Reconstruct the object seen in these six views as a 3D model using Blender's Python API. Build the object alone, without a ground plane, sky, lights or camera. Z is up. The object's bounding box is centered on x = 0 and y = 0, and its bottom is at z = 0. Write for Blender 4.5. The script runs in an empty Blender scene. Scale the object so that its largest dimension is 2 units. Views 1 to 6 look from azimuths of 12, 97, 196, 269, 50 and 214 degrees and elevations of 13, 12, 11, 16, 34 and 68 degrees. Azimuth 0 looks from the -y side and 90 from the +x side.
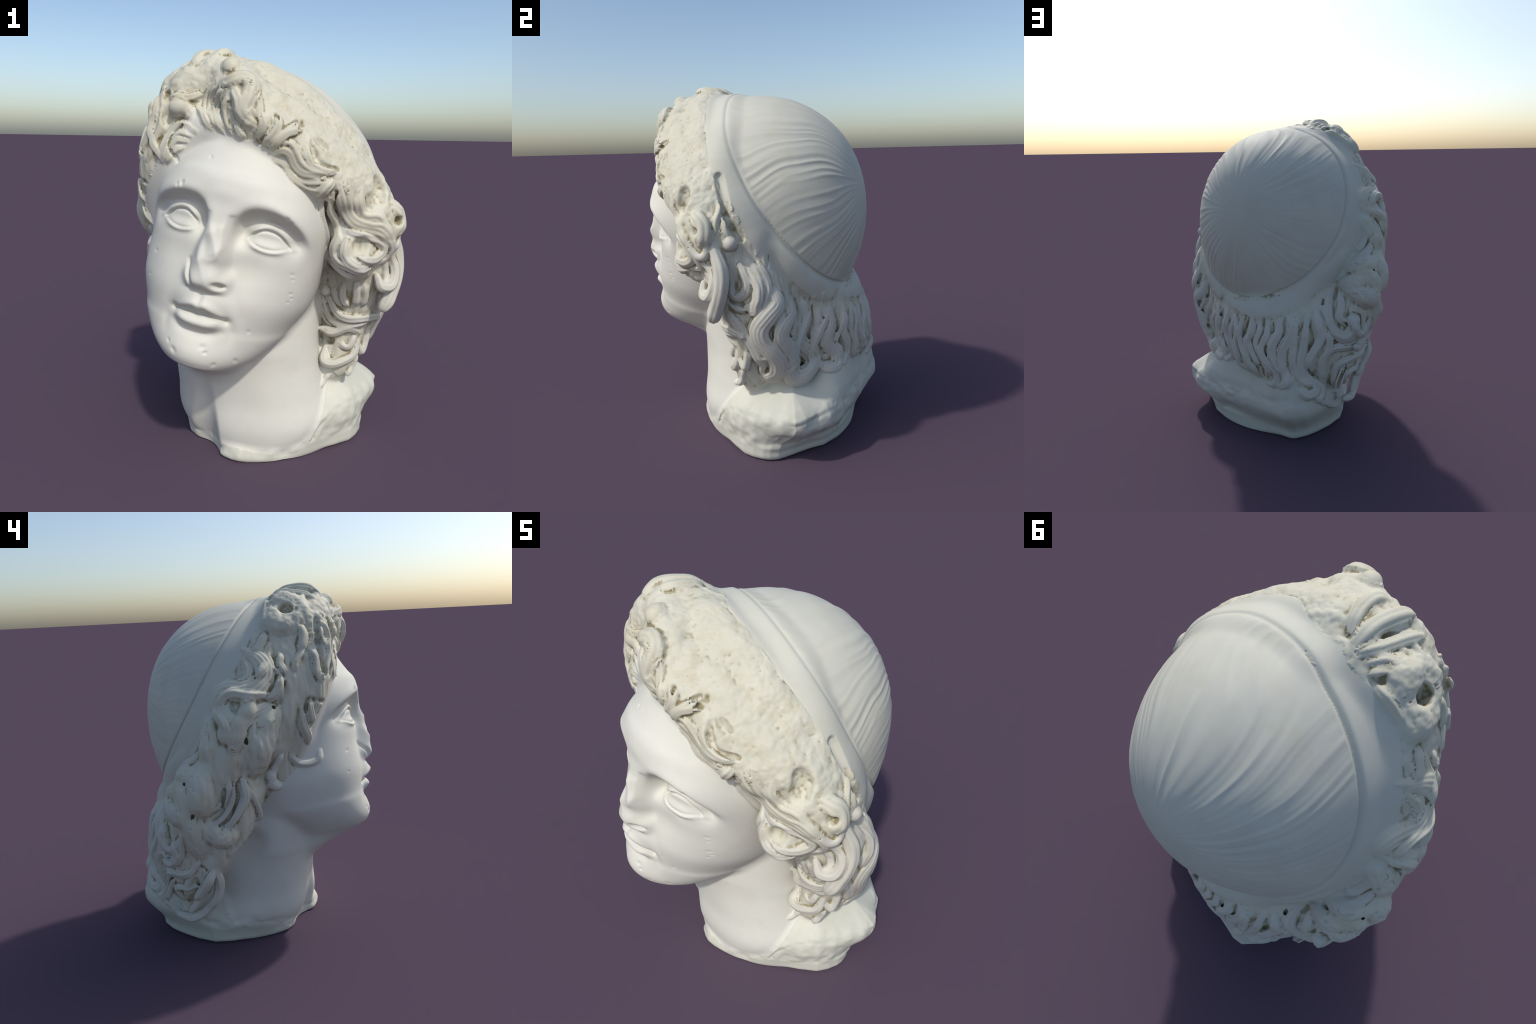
# ---------------------------------------------------------------- field tools
import math
import numpy as np

VOXEL = 0.0045
LOW = np.array([-0.76, -0.76, -0.03])
HIGH = np.array([0.76, 0.76, 2.05])


def unit(v):
    v = np.asarray(v, float)
    return v / np.linalg.norm(v)


def smooth_min(a, b, k):
    h = np.maximum(k - np.abs(a - b), 0.0) / k
    return np.minimum(a, b) - h * h * k * 0.25


def smooth_max(a, b, k):
    return -smooth_min(-a, -b, k)


def spline(points, steps):
    """Catmull-Rom curve through the points (rows may carry extra columns)."""
    p = np.asarray(points, float)
    if len(p) == 2:
        t = np.linspace(0, 1, steps + 1)[:, None]
        return p[0] * (1 - t) + p[1] * t
    q = np.vstack([2 * p[0] - p[1], p, 2 * p[-1] - p[-2]])
    out = []
    for i in range(len(p) - 1):
        a, b, c, d = q[i:i + 4]
        t = np.arange(steps)[:, None] / steps
        out.append(0.5 * (2 * b + (c - a) * t + (2 * a - 5 * b + 4 * c - d) * t * t + (3 * b - a - 3 * c + d) * t ** 3))
    out.append(p[-1:])
    return np.vstack(out)


def curve1d(x, xs, ys):
    """Smooth interpolation of a profile given by control values."""
    d = spline(np.column_stack([xs, ys]), 8)
    return np.interp(x, d[:, 0], d[:, 1])


def bump(x, z, cx, cz, sx, sz, angle=0.0, power=2.0):
    c, s = math.cos(angle), math.sin(angle)
    u, w = (x - cx) * c + (z - cz) * s, -(x - cx) * s + (z - cz) * c
    return np.exp(-(np.abs(u / sx) ** power + np.abs(w / sz) ** power))


def ridge(x, z, pts, width, steps=6):
    """Height 0..1 along a drawn line, falling off as a bell of the given width.
    pts rows: x, z, strength."""
    d = spline(pts, steps)
    best = np.zeros(np.broadcast(x, z).shape)
    for a, b in zip(d[:-1], d[1:]):
        e = b[:2] - a[:2]
        t = np.clip(((x - a[0]) * e[0] + (z - a[1]) * e[1]) / (e @ e + 1e-12), 0, 1)
        q = ((x - a[0] - t * e[0]) ** 2 + (z - a[1] - t * e[1]) ** 2) / width ** 2
        s = a[2] + t * (b[2] - a[2])
        best = np.maximum(best, s * np.exp(-q))
    return best


class Field:
    """Distance field on a grid, grown by adding and cutting shapes."""

    def __init__(self, voxel):
        self.h = voxel
        self.n = np.ceil((HIGH - LOW) / voxel).astype(int) + 1
        self.f = np.full(self.n, 0.3, np.float32)
        self.label = np.zeros(self.n, np.int16)

    def box(self, low, high):
        a = np.clip(np.floor((np.asarray(low) - LOW) / self.h).astype(int), 0, self.n - 1)
        b = np.clip(np.ceil((np.asarray(high) - LOW) / self.h).astype(int) + 1, 1, self.n)
        if (b - a).min() < 1:
            return None
        sl = tuple(slice(i, j) for i, j in zip(a, b))
        g = [(LOW[k] + self.h * np.arange(a[k], b[k], dtype=np.float32)) for k in range(3)]
        return sl, np.meshgrid(*g, indexing="ij", sparse=True)

    def add(self, fn, low, high, k, label=None):
        got = self.box(low, high)
        if got is None:
            return
        sl, (x, y, z) = got
        d = fn(x, y, z).astype(np.float32)
        old = self.f[sl]
        if label is not None:
            self.label[sl][d < old] = label
        self.f[sl] = smooth_min(old, d, k) if k > 0 else np.minimum(old, d)

    def cut(self, fn, low, high, k, label=None):
        got = self.box(low, high)
        if got is None:
            return
        sl, (x, y, z) = got
        d = -fn(x, y, z).astype(np.float32)
        old = self.f[sl]
        if label is not None:
            self.label[sl][d > old] = label
        self.f[sl] = smooth_max(old, d, k)

    def sample(self, p, grad=False):
        q = (np.asarray(p) - LOW) / self.h
        i = np.clip(np.floor(q).astype(int), 0, self.n - 2)
        t = np.clip(q - i, 0, 1)
        f = self.f
        c = [[[f[i[:, 0] + a, i[:, 1] + b, i[:, 2] + d] for d in (0, 1)] for b in (0, 1)] for a in (0, 1)]
        tx, ty, tz = t.T
        l = lambda a, b, w: a * (1 - w) + b * w
        c00, c01 = l(c[0][0][0], c[0][0][1], tz), l(c[0][1][0], c[0][1][1], tz)
        c10, c11 = l(c[1][0][0], c[1][0][1], tz), l(c[1][1][0], c[1][1][1], tz)
        v = l(l(c00, c01, ty), l(c10, c11, ty), tx)
        if not grad:
            return v
        e = 1.5 * self.h
        g = np.stack([self.sample(p + d) - self.sample(p - d) for d in np.eye(3) * e], 1) / (2 * e)
        return v, g

    def snap(self, p, lift=0.0, rounds=6):
        """Move points onto the surface along the field's slope."""
        p = np.array(p, float)
        for _ in range(rounds):
            v, g = self.sample(p, True)
            n2 = (g * g).sum(1)[:, None] + 1e-9
            step = (v - lift)[:, None] * g / np.maximum(n2, 0.05)
            p -= np.clip(step, -0.05, 0.05)
        return p

    def mesh(self):
        """Surface nets."""
        f = self.f
        s = f < 0
        occ = np.zeros(self.n - 1, np.int8)
        for a in (0, 1):
            for b in (0, 1):
                for c in (0, 1):
                    occ += s[a:a + self.n[0] - 1, b:b + self.n[1] - 1, c:c + self.n[2] - 1]
        cells = np.argwhere((occ > 0) & (occ < 8))
        index = np.full(self.n - 1, -1, np.int32)
        index[tuple(cells.T)] = np.arange(len(cells))
        acc, cnt = np.zeros((len(cells), 3)), np.zeros(len(cells))
        corners = [(a, b, c) for a in (0, 1) for b in (0, 1) for c in (0, 1)]
        val = {c: f[tuple((cells + c).T)] for c in corners}
        for c0 in corners:
            for ax in range(3):
                if c0[ax]:
                    continue
                c1 = tuple(1 if j == ax else c0[j] for j in range(3))
                v0, v1 = val[c0], val[c1]
                m = (v0 < 0) != (v1 < 0)
                t = v0[m] / (v0[m] - v1[m])
                p = np.tile(np.array(c0, float), (m.sum(), 1))
                p[:, ax] += t
                acc[m] += p
                cnt[m] += 1
        verts = LOW + self.h * (cells + acc / cnt[:, None])
        quads = []
        for ax in range(3):
            u, w = (ax + 1) % 3, (ax + 2) % 3
            lo = [slice(None)] * 3
            hi = [slice(None)] * 3
            lo[ax], hi[ax] = slice(0, -1), slice(1, None)
            e = s[tuple(lo)] != s[tuple(hi)]
            p = np.argwhere(e)
            p = p[(p[:, u] > 0) & (p[:, w] > 0) & (p[:, u] < self.n[u] - 1) & (p[:, w] < self.n[w] - 1)]
            inside = s[tuple(p.T)]
            du, dw = np.eye(3, dtype=int)[u], np.eye(3, dtype=int)[w]
            q = np.stack([index[tuple((p - d).T)] for d in (du + dw, dw, 0 * du, du)], 1)
            q[~inside] = q[~inside][:, ::-1]
            quads.append(q)
        return verts, np.vstack(quads), self.label[tuple(np.round((verts - LOW) / self.h).astype(int).clip(0, self.n - 1).T)]


def ellipsoid(c, s, axes=None):
    c, s = np.asarray(c, float), np.asarray(s, float)
    r = np.eye(3) if axes is None else np.asarray(axes, float)      # rows are the axes

    def fn(x, y, z):
        x, y, z = x - c[0], y - c[1], z - c[2]
        k0 = k1 = 0.0
        for i in range(3):
            u = (r[i, 0] * x + r[i, 1] * y + r[i, 2] * z) / s[i]
            k0, k1 = k0 + u * u, k1 + (u / s[i]) ** 2
        k0, k1 = np.sqrt(k0), np.sqrt(k1)
        return k0 * (k0 - 1) / np.maximum(k1, 1e-6)
    return fn


def add_ball(F, c, s, k, label=None, axes=None, cut=False):
    m = max(s) + 0.06 + k
    c = np.asarray(c, float)
    (F.cut if cut else F.add)(ellipsoid(c, s, axes), c - m, c + m, k, label)


def tube(F, pts, k, label=None, steps=5, ridges=0, depth=0.0, phase=0.0, flat=1.0, reach=None, cut=False):
    """Swept round strand; rows x, y, z, radius. Ridges run along it like strands of hair.
    flat < 1 presses the strand onto the surface below it."""
    d = spline(pts, steps)
    if flat != 1.0:
        nrm = F.sample(d[:, :3], True)[1]
        nrm /= np.linalg.norm(nrm, axis=1)[:, None] + 1e-9
    ref = None
    for i in range(len(d) - 1):
        a, b = d[i], d[i + 1]
        e = b[:3] - a[:3]
        ln = np.linalg.norm(e)
        if ln < 1e-6:
            continue
        t_dir = e / ln
        if ref is None:
            ref = np.cross(t_dir, [0.3, 0.5, 0.8])
        ref = unit(ref - t_dir * (ref @ t_dir))
        side = np.cross(t_dir, ref)
        rr = max(a[3], b[3]) * (1 / flat if flat < 1 else 1)
        m = (reach if reach else rr + 0.02 + k)
        lo, hi = np.minimum(a[:3], b[:3]) - m, np.maximum(a[:3], b[:3]) + m

        def fn(x, y, z):
            qx, qy, qz = x - a[0], y - a[1], z - a[2]
            t = np.clip((qx * e[0] + qy * e[1] + qz * e[2]) / (ln * ln), 0, 1)
            dx, dy, dz = qx - t * e[0], qy - t * e[1], qz - t * e[2]
            r = a[3] + t * (b[3] - a[3])
            if flat != 1.0:
                n = nrm[i] - t_dir * (nrm[i] @ t_dir)
                n = n / (np.linalg.norm(n) + 1e-9)
                w = dx * n[0] + dy * n[1] + dz * n[2]
                q = w * (1 / flat - 1)
                dist = np.sqrt((dx + q * n[0]) ** 2 + (dy + q * n[1]) ** 2 + (dz + q * n[2]) ** 2)
                scale = flat
            else:
                dist, scale = np.sqrt(dx * dx + dy * dy + dz * dz), 1.0
            if ridges:
                ang = np.arctan2(dx * side[0] + dy * side[1] + dz * side[2], dx * ref[0] + dy * ref[1] + dz * ref[2])
                dist = dist - r * depth * (np.abs(np.cos(0.5 * ridges * ang + phase)) - 0.6)
            return (dist - r) * (scale if flat < 1 else 1.0)
        (F.cut if cut else F.add)(fn, lo, hi, k, label)


def loft(z, x, y, zs, cx, cy, ax, front, back, power, power_left_back=None):
    """Upright body through oval sections; front and back depth are set apart."""
    X, Y = x - curve1d(z, zs, cx), y - curve1d(z, zs, cy)
    a, bf, bb, p = curve1d(z, zs, ax), curve1d(z, zs, front), curve1d(z, zs, back), power
    if power_left_back:
        p = np.where((X > 0) & (Y > 0), power_left_back, power)
        t = np.clip(Y / 0.15, 0, 1)
        a = np.where(X > 0, a * (1 - 0.05 * t * t * (3 - 2 * t)), a)
    b = np.where(Y < 0, bf, bb)
    q = ((np.abs(X) / a) ** p + (np.abs(Y) / b) ** p) ** (1 / p)
    r = np.sqrt(X * X + Y * Y)
    return np.where(q > 1e-3, r * (1 - 1 / np.maximum(q, 1e-3)), -np.minimum(a, b))


class Noise:
    """Smooth lattice noise, about -1..1."""

    def __init__(self, seed):
        self.t = np.random.default_rng(seed).uniform(-1, 1, (32, 32, 32)).astype(np.float32)

    def __call__(self, p, octaves=1):
        out, amp, p = 0.0, 1.0, np.asarray(p, float)
        for _ in range(octaves):
            i = np.floor(p).astype(int)
            f = p - i
            f = f * f * (3 - 2 * f)
            v = 0.0
            for a in (0, 1):
                for b in (0, 1):
                    for c in (0, 1):
                        w = (f[:, 0] if a else 1 - f[:, 0]) * (f[:, 1] if b else 1 - f[:, 1]) * (f[:, 2] if c else 1 - f[:, 2])
                        v = v + w * self.t[(i[:, 0] + a) % 32, (i[:, 1] + b) % 32, (i[:, 2] + c) % 32]
            out = out + amp * v
            amp, p = amp * 0.5, p * 2.03 + 7.1
        return out
# ---------------------------------------------------------------- the head's own frame
FACE_X = unit([0.9782, -0.0301, -0.2055])      # towards the left ear
FACE_Y = unit([0.0004, 0.9897, -0.1429])       # towards the back of the head
FACE_Z = np.cross(FACE_X, FACE_Y)              # towards the crown
FACE_O = np.array([-0.049, -0.487, 1.223])     # between the eyes
BAND_N = unit([0.222, 0.838, 0.499])           # the headband lies square to this


def band_edges(x, y, z):
    """Place along the band's axis, and where its two edges run at that angle."""
    e1, e2 = unit(np.cross([0, 0, 1], BAND_N)), np.cross(BAND_N, unit(np.cross([0, 0, 1], BAND_N)))
    u = plane_value(e1, x - 0.03, y - 0.2, z - 1.42)
    w = plane_value(e2, x - 0.03, y - 0.2, z - 1.42)
    r2 = u * u + w * w + 1e-9
    c, s, c2 = u / np.sqrt(r2), w / np.sqrt(r2), (u * u - w * w) / r2
    return plane_value(BAND_N, x, y, z), 0.872 - 0.021 * c2, 0.747 - 0.0185 * c + 0.0195 * s - 0.0155 * c2


WHORL, SKULL_MID = np.array([0.139, 0.594, 1.444]), np.array([-0.02, 0.02, 1.36])
BASE, NECK, FACE, CAP, BAND, HAIR, EAR = 1, 2, 3, 4, 5, 6, 7
LOCK = 100


def to_face(x, y, z):
    dx, dy, dz = x - FACE_O[0], y - FACE_O[1], z - FACE_O[2]
    return tuple(dx * a[0] + dy * a[1] + dz * a[2] for a in (FACE_X, FACE_Y, FACE_Z))


def from_face(p):
    p = np.asarray(p, float)
    return FACE_O + p[..., :1] * FACE_X + p[..., 1:2] * FACE_Y + p[..., 2:3] * FACE_Z


def sigmoid(t):
    return 1 / (1 + np.exp(-np.clip(t, -40, 40)))


def eye_side(x):
    """Distance from the nose on either side; the right eye sits a little nearer to it."""
    ax = np.abs(x)
    return ax + np.where(x < 0, 0.022 * np.exp(-((ax - 0.17) / 0.13) ** 4), 0)


def face_relief(x, z):
    """How far the features stand forward of the plain face, in the face's frame."""
    ax = np.abs(x)
    right = x < 0
    # the right eye reaches nearer to the nose than the left
    ex = eye_side(x)
    # brows overhang the sockets with a crisp lower edge
    brow = curve1d(ex, [0, 0.04, 0.06, 0.10, 0.146, 0.20, 0.24, 0.28, 0.34, 0.37, 0.42, 0.7], [0.02, 0.025, 0.04, 0.084, 0.108, 0.113, 0.107, 0.092, 0.050, 0.018, -0.03, -0.1])
    h = 0.018 * ridge(ex, z, [(0.06, 0.065, .2), (0.10, 0.105, .6), (0.18, 0.132, .9), (0.27, 0.115, 1.75), (0.345, 0.060, 1.2), (0.385, 0.0, .2)], 0.042) * np.where(right, 0.6, 1.0)
    below = sigmoid((brow - z) / 0.010)
    lateral = ramp(ex, 0.055, 0.10) * (1 - ramp(ex, 0.30, 0.39))
    h = h - 0.048 * below * lateral * np.exp(-(np.clip(0.02 - z, 0, 1) / 0.055) ** 2)
    h = h - np.where(right, 0.014, 0.022) * below * ramp(ex, 0.05, 0.085) * (1 - ramp(ex, 0.10, 0.18)) * np.exp(-(np.clip(0.0 - z, 0, 1) / 0.045) ** 2)
    # eyeball and lids
    h = h + 0.019 * bump(ex, z, 0.207, 0.006, 0.092, 0.050, -0.05, 4.0)
    h = h + 0.011 * ridge(ex, z, [(0.116, -0.002, .2), (0.142, 0.033, .8), (0.19, 0.059, 1), (0.25, 0.049, 1), (0.312, -0.010, .6)], 0.012)
    h = h - 0.005 * ridge(ex, z, [(0.13, 0.045, .4), (0.19, 0.080, 1), (0.26, 0.066, 1), (0.325, 0.0, .5)], 0.008)
    h = h - 0.013 * ridge(ex, z, [(0.124, -0.006, .5), (0.145, 0.020, 1), (0.19, 0.043, 1), (0.248, 0.032, 1), (0.295, -0.012, 1)], 0.005)
    h = h + 0.007 * ridge(ex, z, [(0.122, -0.014, .4), (0.155, -0.034, 1), (0.20, -0.045, 1), (0.25, -0.040, 1), (0.296, -0.016, .6)], 0.009)
    h = h - 0.006 * ridge(ex, z, [(0.135, -0.016, .5), (0.165, -0.027, 1), (0.20, -0.033, 1), (0.245, -0.029, 1), (0.285, -0.014, .8)], 0.005)
    # forehead crease
    h = h - 0.010 * sigmoid((z - 0.245 + 0.04 * ax) / 0.008) * np.exp(-(ax / 0.27) ** 4)
    # nose, its ridge broken off flat, the right wing split, a facet lost on the left
    tall = curve1d(z, [-0.40, -0.285, -0.264, -0.248, -0.22, -0.16, -0.10, -0.024, 0.036, 0.10, 0.16, 0.24, 0.6], [0, 0, 0.012, 0.045, 0.074, 0.082, 0.080, 0.058, 0.030, 0.010, 0.004, 0, 0])
    wide = curve1d(z, [-0.40, -0.22, -0.17, -0.10, 0.0, 0.06, 0.14, 0.6], [0.080, 0.082, 0.078, 0.068, 0.052, 0.048, 0.07, 0.07])
    h = h + tall * np.exp(-(ax / wide) ** 4.5)
    h = h + 0.022 * bump(ax, z, 0.092, -0.212, 0.022, 0.034)
    h = h - 0.020 * bump(x, z, 0.064, -0.150, 0.030, 0.034)
    h = h - 0.010 * bump(x, z, -0.03, -0.06, 0.022, 0.05, 0.2)
    h = h + 0.006 * ridge(x, z, [(0.025, 0.01, .5), (0.045, -0.06, 1), (0.03, -0.115, .7), (0.0, -0.13, .3)], 0.011)
    h = h - 0.048 * bump(x, z, 0.066, -0.226, 0.021, 0.011)
    h = h - 0.026 * ridge(x, z, [(-0.096, -0.155, .3), (-0.084, -0.19, 1), (-0.068, -0.22, 1), (-0.05, -0.25, .3)], 0.010)
    h = h - np.where(right, 0.003, 0.018) * bump(ax, z, 0.155, -0.13, 0.075, 0.10)
    split = bump(x, z, 0.0, -0.09, 0.058, 0.12, 0, 4.0)
    h = h - split * (0.007 * np.abs(np.sin(34 * x + 19 * z + 0.6)) + 0.006 * np.abs(np.sin(-23 * x + 29 * z)) - 0.006)
    # mouth and chin
    h = h + 0.044 * bump(x, z, 0, -0.310, 0.105, 0.065)
    h = h - 0.010 * bump(x, z, 0, -0.288, 0.014, 0.03)
    h = h + 0.017 * ridge(ax, z, [(0.0, -0.334, .8), (0.026, -0.326, 1), (0.058, -0.337, 1), (0.092, -0.356, .35)], 0.021)
    h = h + 0.036 * ridge(ax, z, [(0.0, -0.409, 1), (0.045, -0.407, 1), (0.076, -0.401, .8), (0.098, -0.390, .15)], 0.030)
    h = h - 0.030 * ridge(ax, z, [(0.0, -0.367, 1), (0.03, -0.362, 1), (0.075, -0.367, 1), (0.112, -0.376, .8)], 0.010)
    h = h - 0.014 * bump(ax, z, 0.117, -0.376, 0.020, 0.020)
    h = h - 0.012 * ridge(ax, z, [(0.0, -0.455, 1), (0.06, -0.448, 1), (0.10, -0.43, .5)], 0.022)
    h = h + 0.020 * bump(x, z, 0, -0.555, 0.10, 0.075)
    h = h - 0.006 * ridge(ax, z, [(0.105, -0.215, .6), (0.14, -0.28, 1), (0.165, -0.34, .4)], 0.026)
    h = h - 0.006 * ridge(ax, z, [(0.135, -0.385, .8), (0.15, -0.43, 1), (0.145, -0.48, .3)], 0.020)
    # chips and pits
    for px, pz, size, deep in ((.331, -.118, 9, 4), (.338, -.140, 6, 4), (.343, -.205, 8, 5), (.350, -.225, 6, 5), (.340, -.245, 6, 4), (.215, -.404, 9, 4), (-.111, .283, 7, 6), (.050, -.508, 14, 5), (.068, -.530, 9, 7), (.19, -.550, 11, 6), (.11, -.580, 12, 5), (-.075, -.560, 16, 6), (-.11, -.53, 10, 5), (-.29, -.175, 9, 5), (-.30, -.29, 6, 5), (.268, .112, 11, 6), (.285, .100, 8, 5), (-.201, .150, 12, 9), (-.225, .140, 9, 6)):
        h = h - deep / 1000 * bump(x, z, px, pz, size / 1000, size / 1000 * 0.7, px * 9, 2.5)
    return h


RELIEF_STEP = 0.002
RELIEF_X, RELIEF_Z = 0.60, (-0.80, 0.66)


def relief_table():
    x = np.arange(-RELIEF_X, RELIEF_X, RELIEF_STEP)
    z = np.arange(RELIEF_Z[0], RELIEF_Z[1], RELIEF_STEP)
    return face_relief(x[:, None], z[None, :]).astype(np.float32)


def look_up(table, x, z):
    """Bilinear reading of the relief."""
    u = np.clip((x + RELIEF_X) / RELIEF_STEP, 0, table.shape[0] - 1.001)
    w = np.clip((z - RELIEF_Z[0]) / RELIEF_STEP, 0, table.shape[1] - 1.001)
    i, j = u.astype(np.int32), w.astype(np.int32)
    u, w = u - i, w - j
    return (table[i, j] * (1 - u) + table[i + 1, j] * u) * (1 - w) + (table[i, j + 1] * (1 - u) + table[i + 1, j + 1] * u) * w


def face_body(X, Y, Z):
    x, y, z = to_face(X, Y, Z)
    zs = [-0.78, -0.72, -0.68, -0.63, -0.60, -0.548, -0.46, -0.404, -0.30, -0.22, -0.12, 0.0, 0.10, 0.16, 0.22, 0.30, 0.40, 0.52, 0.62]
    fr = [0.34, 0.22, 0.10, -0.055, -0.090, -0.102, -0.100, -0.100, -0.112, -0.112, -0.110, -0.130, -0.154, -0.165, -0.158, -0.120, -0.065, 0.05, 0.18]
    cy = [0.40, 0.32, 0.25, 0.22, 0.20, 0.21, 0.29, 0.33, 0.33, 0.32, 0.30, 0.30, 0.30, 0.30, 0.30, 0.30, 0.30, 0.32, 0.36]
    wd = [0.05, 0.10, 0.14, 0.185, 0.220, 0.268, 0.335, 0.362, 0.410, 0.427, 0.432, 0.432, 0.428, 0.410, 0.380, 0.34, 0.29, 0.22, 0.12]
    bk = [0.06, 0.10, 0.15, 0.18, 0.20, 0.24, 0.28, 0.30, 0.30, 0.30, 0.30, 0.30, 0.30, 0.30, 0.30, 0.30, 0.30, 0.28, 0.2]
    front = [c - f for c, f in zip(cy, fr)]
    near = np.clip((0.35 - y) / 0.25, 0, 1)
    y2 = y + look_up(relief_table(), x, z) * near
    wider = 1 - 0.045 * np.exp(-((z + 0.08) / 0.2) ** 2) + 0.05 * np.exp(-((z + 0.45) / 0.15) ** 2)
    d = loft(z, np.where(x < 0, x / wider, x), y2, zs, [0] * len(zs), cy, wd, front, bk, 2.2)
    return smooth_max(d, z - 0.55, 0.05)


def ramp(x, a, b):
    t = np.clip((x - a) / (b - a), 0, 1)
    return t * t * (3 - 2 * t)


def plane_value(n, x, y, z):
    return n[0] * x + n[1] * y + n[2] * z


def rim_height(x, y):
    """The broken rim lies low in front and rises to the left and the back."""
    return 0.045 + 0.08 * ramp(-x, 0.28, 0.42) * ramp(y, -0.2, 0.0) + 0.21 * ramp(y + 0.8 * x, -0.15, 0.30) + 0.025 * ramp(y, 0.2, 0.5) + 0.012 * ramp(x, 0.3, 0.5)


def build_base(F):
    # cranium under the cap
    r = np.array([[0.943, -0.315, -0.109], [0.139, 0.668, -0.731], [0.303, 0.674, 0.674]])
    skull = ellipsoid([-0.092, -0.227, 1.07], [0.636, 0.734, 0.974], r)

    def cap(x, y, z):
        s, inner, outer = band_edges(x, y, z)
        s = np.clip(s, 0.4, 1.6)
        band = sigmoid((s - outer) / 0.004) * sigmoid((inner - s) / 0.003)
        d = skull(x, y, z) - 0.009 * band + 0.012 * np.exp(-((s - inner - 0.004) / 0.006) ** 2) + 0.006 * sigmoid((outer - s) / 0.004)
        d = d - 0.018 * np.exp(-((x + 0.27) ** 2 + (y - 0.32) ** 2 + (z - 1.68) ** 2) / 0.04)
        d = d + 0.02 * np.exp(-((x - 0.57) ** 2 + (y - 0.06) ** 2 + (z - 1.17) ** 2) / 0.05)
        return smooth_max(d, 0.60 - s, 0.04)
    F.add(cap, [-0.76, -0.5, 0.5], [0.76, 0.76, 2.05], 0, CAP)
    # inner bulk of the head
    F.add(ellipsoid([-0.05, -0.08, 1.20], [0.47, 0.40, 0.60], [FACE_X, FACE_Y, FACE_Z]), [-0.6, -0.6, 0.4], [0.6, 0.5, 2], 0.05, HAIR)
    F.add(face_body, [-0.66, -0.76, 0.4], [0.6, 0.2, 1.9], 0.03, FACE)

    # neck
    def neck(x, y, z):
        return loft(z, x, y, [-0.1, 0.0, 0.15, 0.3, 0.45, 0.52, 0.6, 0.8, 1.0],
                    [0.02, 0.02, 0.0, -0.025, -0.05, -0.06, -0.07, -0.07, -0.06], [0.1, 0.1, 0.06, 0.0, -0.04, -0.05, -0.05, -0.05, 0.0],
                    [0.36, 0.40, 0.45, 0.42, 0.40, 0.40, 0.405, 0.405, 0.38], [0.38, 0.43, 0.42, 0.35, 0.312, 0.305, 0.31, 0.29, 0.30],
                    [0.42, 0.44, 0.46, 0.50, 0.53, 0.53, 0.53, 0.52, 0.45], 2.08)
    F.add(lambda x, y, z: smooth_max(neck(x, y, z), z - 1.0, 0.1), [-0.7, -0.6, -0.03], [0.7, 0.75, 1.1], 0.04, NECK)

    add_ball(F, [-0.17, -0.29, 0.57], [0.16, 0.14, 0.11], 0.08, NECK)

    # broken block below the neck: its plan at the ground and at the broken rim
    foot = np.array([(0.575, 0.06), (0.565, 0.14), (0.465, 0.30), (0.32, 0.46), (-0.10, 0.58), (-0.215, 0.60), (-0.33, 0.48), (-0.44, 0.28), (-0.42, 0.05), (-0.345, -0.17), (-0.25, -0.21), (-0.15, -0.33), (-0.06, -0.378), (0.03, -0.377), (0.18, -0.315), (0.375, -0.187), (0.53, -0.05)])
    rim = np.array([(0.62, 0.10), (0.66, 0.24), (0.58, 0.36), (0.43, 0.485), (-0.06, 0.665), (-0.225, 0.705), (-0.36, 0.56), (-0.47, 0.32), (-0.44, 0.05), (-0.40, -0.20), (-0.335, -0.275), (-0.255, -0.32), (-0.12, -0.345), (0.03, -0.34), (0.20, -0.29), (0.40, -0.19), (0.54, -0.06)])

    foot, rim = (spline(np.vstack([p, p[:1]]), 2)[:-1] for p in (foot, rim))

    def block(x, y, z):
        t = ramp(z, 0.04, 0.22)
        d = polygon(x, y, foot, rim, t)
        low = smooth_max(d, -0.002 - z, 0.04)
        rim_z = rim_height(x, y)
        return smooth_max(low, z - rim_z - np.clip(-d * (0.6 + 0.12 * ramp(x, 0.1, 0.3) + 2.6 * ramp(y - 0.6 * x, 0.05, 0.38)), 0, 0.25), 0.04)
    F.add(block, [-0.7, -0.6, -0.03], [0.75, 0.75, 0.45], 0.05, BASE)

    tube(F, [(-0.255, -0.32, -0.02, .095), (-0.245, -0.37, 0.12, .085), (-0.24, -0.385, 0.24, .07), (-0.235, -0.39, 0.34, .055), (-0.22, -0.40, 0.44, .02)], 0.05, NECK, steps=4, cut=True)

    # curtain of hair round the nape
    def curtain(x, y, z):
        d = loft(z, x, y, [0.2, 0.3, 0.38, 0.45, 0.55, 0.75, 0.95, 1.1], [-0.08, -0.08, -0.08, -0.07, -0.06, -0.04, -0.03, -0.03],
                 [0.12] * 8, [0.36, 0.40, 0.46, 0.50, 0.54, 0.57, 0.59, 0.57], [0.45] * 8, [0.38, 0.44, 0.49, 0.515, 0.52, 0.485, 0.39, 0.30], 2.15, 1.68)
        edge = 0.135 - 0.26 * x + 0.33 * (0.45 - z) - y
        foot_line = 0.36 + 0.28 * x - z
        return smooth_max(smooth_max(d, edge, 0.06), smooth_max(foot_line, z - 1.0, 0.1), 0.05)
    F.add(curtain, [-0.76, -0.4, 0.1], [0.76, 0.76, 1.15], 0.03, HAIR)
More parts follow.
